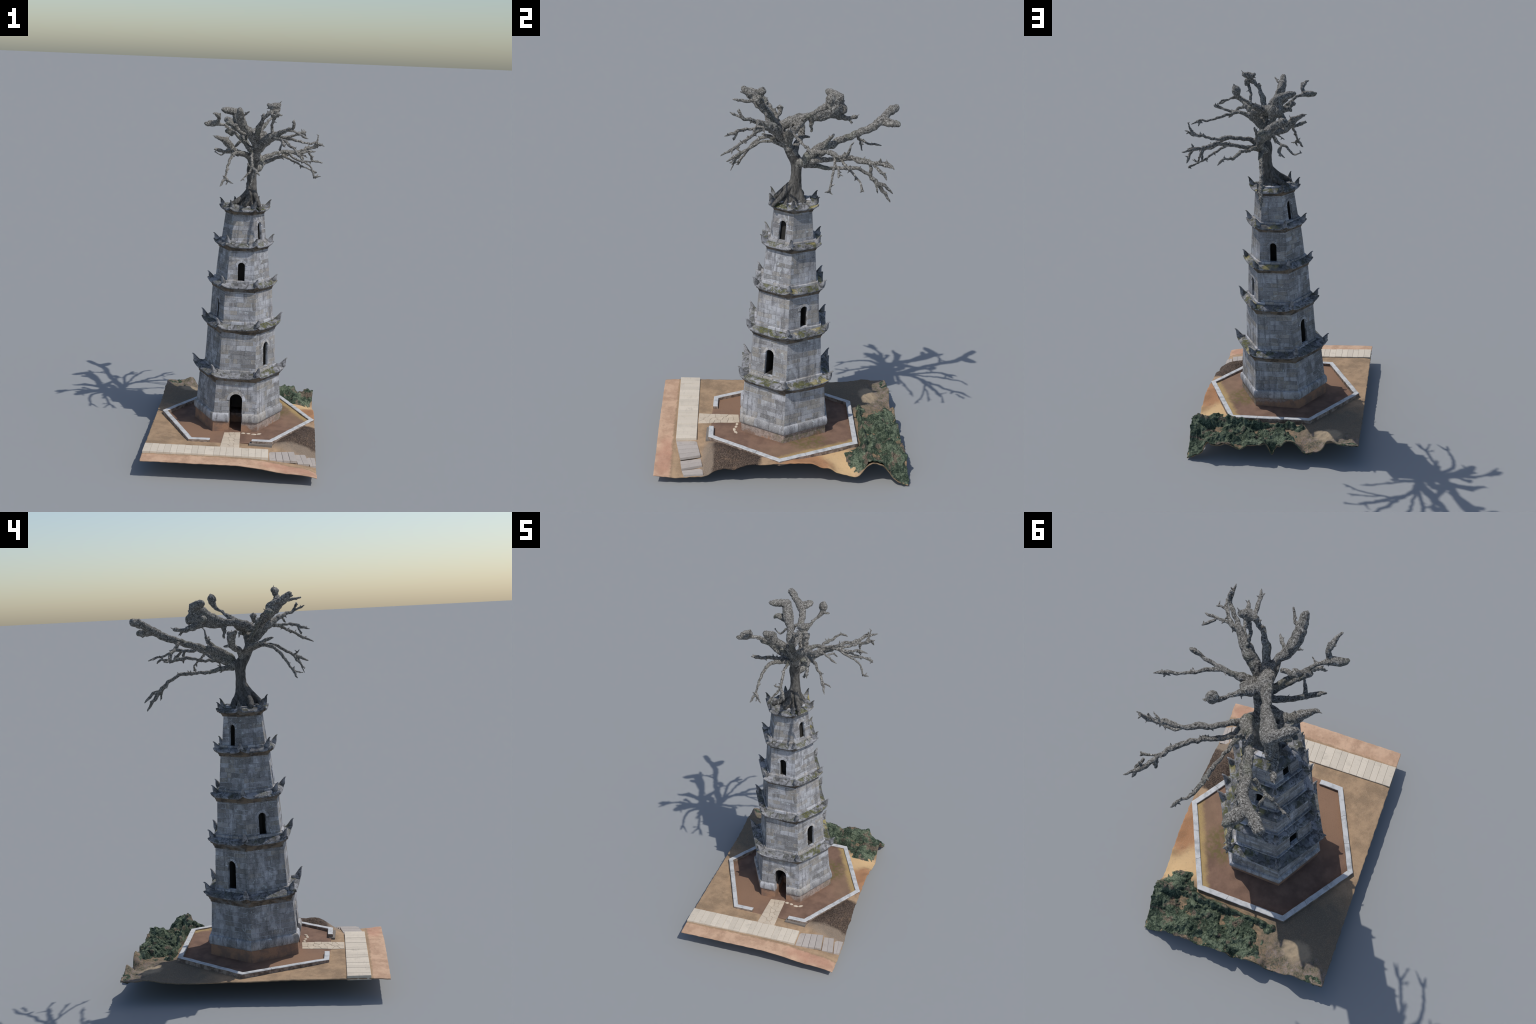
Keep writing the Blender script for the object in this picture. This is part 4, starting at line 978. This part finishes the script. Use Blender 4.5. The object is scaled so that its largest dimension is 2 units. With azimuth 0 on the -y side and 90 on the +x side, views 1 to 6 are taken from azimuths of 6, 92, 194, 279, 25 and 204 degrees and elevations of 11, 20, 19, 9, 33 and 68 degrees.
    [(0.230, 0.220, 1.690, 0.009), (0.271, 0.223, 1.657, 0.007), (0.325, 0.216, 1.640, 0.006), (0.362, 0.212, 1.622, 0.006), (0.382, 0.206, 1.588, 0.005), (0.391, 0.203, 1.560, 0.006), (0.410, 0.192, 1.562, 0.005), (0.433, 0.179, 1.565, 0.003)],
    [(0.391, 0.203, 1.558, 0.006), (0.389, 0.203, 1.548, 0.003)],
    [(0.271, 0.223, 1.657, 0.007), (0.309, 0.240, 1.643, 0.006), (0.365, 0.240, 1.642, 0.005), (0.400, 0.240, 1.646, 0.007), (0.438, 0.238, 1.638, 0.003)]],
 'back_hanging': [
    [(0.060, 0.075, 1.590, 0.016), (0.058, 0.130, 1.588, 0.013), (0.050, 0.175, 1.580, 0.012), (0.039, 0.209, 1.572, 0.010), (0.022, 0.270, 1.573, 0.009), (0.004, 0.335, 1.570, 0.010), (-0.006, 0.385, 1.545, 0.009), (-0.015, 0.435, 1.508, 0.012), (-0.020, 0.468, 1.468, 0.011), (-0.025, 0.495, 1.430, 0.009), (-0.029, 0.523, 1.390, 0.004)],
    [(-0.018, 0.455, 1.490, 0.010), (-0.026, 0.490, 1.475, 0.009), (-0.032, 0.515, 1.452, 0.007), (-0.035, 0.534, 1.432, 0.003)],
    [(-0.015, 0.440, 1.505, 0.006), (-0.004, 0.450, 1.460, 0.005), (0.0, 0.45, 1.448, 0.003)]],
 'back_low_twig': [
    [(0.075, 0.120, 1.630, 0.014), (0.085, 0.180, 1.630, 0.010), (0.098, 0.235, 1.629, 0.008), (0.105, 0.285, 1.640, 0.008), (0.111, 0.322, 1.648, 0.009), (0.120, 0.375, 1.640, 0.010), (0.129, 0.430, 1.634, 0.008), (0.157, 0.475, 1.646, 0.006), (0.175, 0.496, 1.634, 0.007), (0.189, 0.513, 1.620, 0.003)]],
}

def catmull(P, per=0.007):
    P = np.array(P, float); out = []
    Q = np.vstack([2 * P[0] - P[1], P, 2 * P[-1] - P[-2]])
    for i in range(1, len(Q) - 2):
        p0, p1, p2, p3 = Q[i - 1:i + 3]
        n = max(2, int(np.linalg.norm(p2[:3] - p1[:3]) / per))
        for t in np.arange(n) / n:
            v = 0.5 * (2 * p1 + (p2 - p0) * t + (2 * p0 - 5 * p1 + 4 * p2 - p3) * t * t + (3 * p1 - p0 - 3 * p2 + p3) * t ** 3)
            lo, hi = sorted((p1[3], p2[3])); v[3] = min(max(v[3], lo), hi)
            out.append(v)
    out.append(P[-1]); return np.array(out)

def tube(path, sides=9, wob=1.0, flat=None):
    V, F = [], []
    up = Vector((0.31, 0.22, 0.92))
    n = len(path)
    path = [tuple(map(float, q)) for q in path]
    for i, (x, y, z, r) in enumerate(path):
        d = Vector(path[min(i + 1, n - 1)][:3]) - Vector(path[max(i - 1, 0)][:3])
        d.normalize()
        s = d.cross(up)
        if s.length < 0.05: s = d.cross(Vector((1, 0, 0)))
        s.normalize(); t = s.cross(d)
        c = Vector((x, y, z))
        if 0 < i < n - 1:
            c += wob * min(r, 0.008) * 0.75 * Vector((mnoise.noise(c * 45), mnoise.noise(c * 45 + Vector((9, 0, 0))), mnoise.noise(c * 45 + Vector((0, 9, 0)))))
        for q in range(sides):
            a = 2 * math.pi * q / sides
            dirv = s * math.cos(a) + t * math.sin(a)
            wr = wob * min(1.0, max(0.3, 1.0 - (r - 0.007) / 0.012))
            rr = r * (1 + wr * (0.34 * mnoise.noise(c * 62 + dirv * 0.9) + 0.20 * mnoise.noise(c * 150 + dirv * 1.7) - 0.05))
            V.append(c + dirv * rr)
    for i in range(n - 1):
        for q in range(sides): F.append([i * sides + q, i * sides + (q + 1) % sides, (i + 1) * sides + (q + 1) % sides, (i + 1) * sides + q])
    c0 = len(V); V.append(Vector(path[0][:3])); V.append(Vector(path[-1][:3]) + (Vector(path[-1][:3]) - Vector(path[-2][:3])).normalized() * path[-1][3] * 0.7)
    for q in range(sides):
        F.append([(q + 1) % sides, q, c0]); F.append([(n - 1) * sides + q, (n - 1) * sides + (q + 1) % sides, c0 + 1])
    return V, F

rt = random.Random(3)
parts, spine, owner = [], [], []
names = ['trunk'] + list(LIMBS)
def record(path, who):
    for x, y, z, r in path: spine.append((x, y, z, r)); owner.append(who)
tp = catmull(TRUNK); parts.append(tube(tp, 18, 0.3)); record(tp, 0)
for r in ROOTS:
    p = catmull(r); parts.append(tube(p, 12, 0.4)); record(p, 0)
for li, (nm, runs) in enumerate(LIMBS.items(), 1):
    for run in runs:
        p = catmull(run)
        p[:, 3] = np.maximum(p[:, 3], 0.0024)
        parts.append(tube(p)); record(p, li)
        # short spurs and broken twig ends
        tot = len(p)
        for _ in range(max(1, tot // 7)):
            i = rt.randrange(int(tot * 0.35), tot - 1); x, y, z, r = p[i]
            if r > 0.016: continue
            d = Vector((rt.uniform(-1, 1), rt.uniform(-1, 1), rt.uniform(-0.6, 1))).normalized()
            ln = rt.uniform(0.006, 0.018) + r
            e = Vector((x, y, z)) + d * ln
            sp = catmull([(x, y, z, min(r, 0.006)), (*(Vector((x, y, z)).lerp(e, 0.5)), 0.004), (*e, 0.0022)], 0.004)
            parts.append(tube(sp, 6)); record(sp, li)
V, F = merge([([tuple(q) for q in v], f) for v, f in parts])
tree = add_mesh('tree_whole', V, F)
rm = tree.modifiers.new('fuse', 'REMESH'); rm.mode = 'VOXEL'; rm.voxel_size = 0.0026
sm = tree.modifiers.new('soften', 'SMOOTH'); sm.factor = 0.5; sm.iterations = 3
apply_mods(tree)
# bark relief
me = tree.data; nv = len(me.vertices)
co = np.empty(nv * 3, np.float32); me.vertices.foreach_get('co', co); co = co.reshape(-1, 3)
no = np.empty(nv * 3, np.float32); me.vertices.foreach_get('normal', no); no = no.reshape(-1, 3)
SP, OW = np.array(spine), np.array(owner)
kd_owner = np.empty(nv, int); rad = np.empty(nv)
from mathutils.kdtree import KDTree
kd = KDTree(len(SP))
for i, s in enumerate(SP): kd.insert(s[:3], i)
kd.balance()
for i in range(nv):
    best = min(kd.find_n(co[i], 4), key=lambda h: h[2] - 0.6 * SP[h[1]][3])
    kd_owner[i] = OW[best[1]]; rad[i] = SP[best[1]][3]
disp = 1.5 * np.array([0.55 * mnoise.noise(Vector(c) * 85) + 0.45 * (1 - 2 * abs(mnoise.noise(Vector(c) * 130))) for c in co])
amp = np.clip(rad * 0.13, 0.0003, 0.0014)
amp[kd_owner == 0] *= 0.45
co = co + no * (disp * amp)[:, None].astype(np.float32)
me.vertices.foreach_set('co', co.ravel()); me.update()
for p in me.polygons: p.use_smooth = True
vn = np.empty(nv * 3, np.float32); me.vertices.foreach_get('normal', vn); vn = vn.reshape(-1, 3)
# separate by limb; border vertices coincide and keep the whole tree's normals
groups = {}
for p in me.polygons:
    ow = [kd_owner[i] for i in p.vertices]
    groups.setdefault(max(set(ow), key=ow.count), []).append(list(p.vertices))
M_BARK, M_TRUNK = mat_bark(), mat_trunk()
trunk_ob = None
for g in sorted(groups):
    fs = groups[g]; ids = sorted({i for q in fs for i in q}); mp = {o: n for n, o in enumerate(ids)}
    m2 = bpy.data.meshes.new('trunk' if g == 0 else 'branch')
    m2.from_pydata([tuple(map(float, co[i])) for i in ids], [], [[mp[i] for i in q] for q in fs])
    for p in m2.polygons: p.use_smooth = True
    m2.normals_split_custom_set_from_vertices([tuple(map(float, vn[i])) for i in ids])
    m2.materials.append(M_TRUNK if g == 0 else M_BARK)
    ob = bpy.data.objects.new('trunk' if g == 0 else 'branch', m2); COL.objects.link(ob)
    if g == 0: trunk_ob = ob; ob.parent = pagoda
    else: ob.parent = trunk_ob
drop(tree)
for m in [m for m in bpy.data.meshes if m.users == 0]: bpy.data.meshes.remove(m)
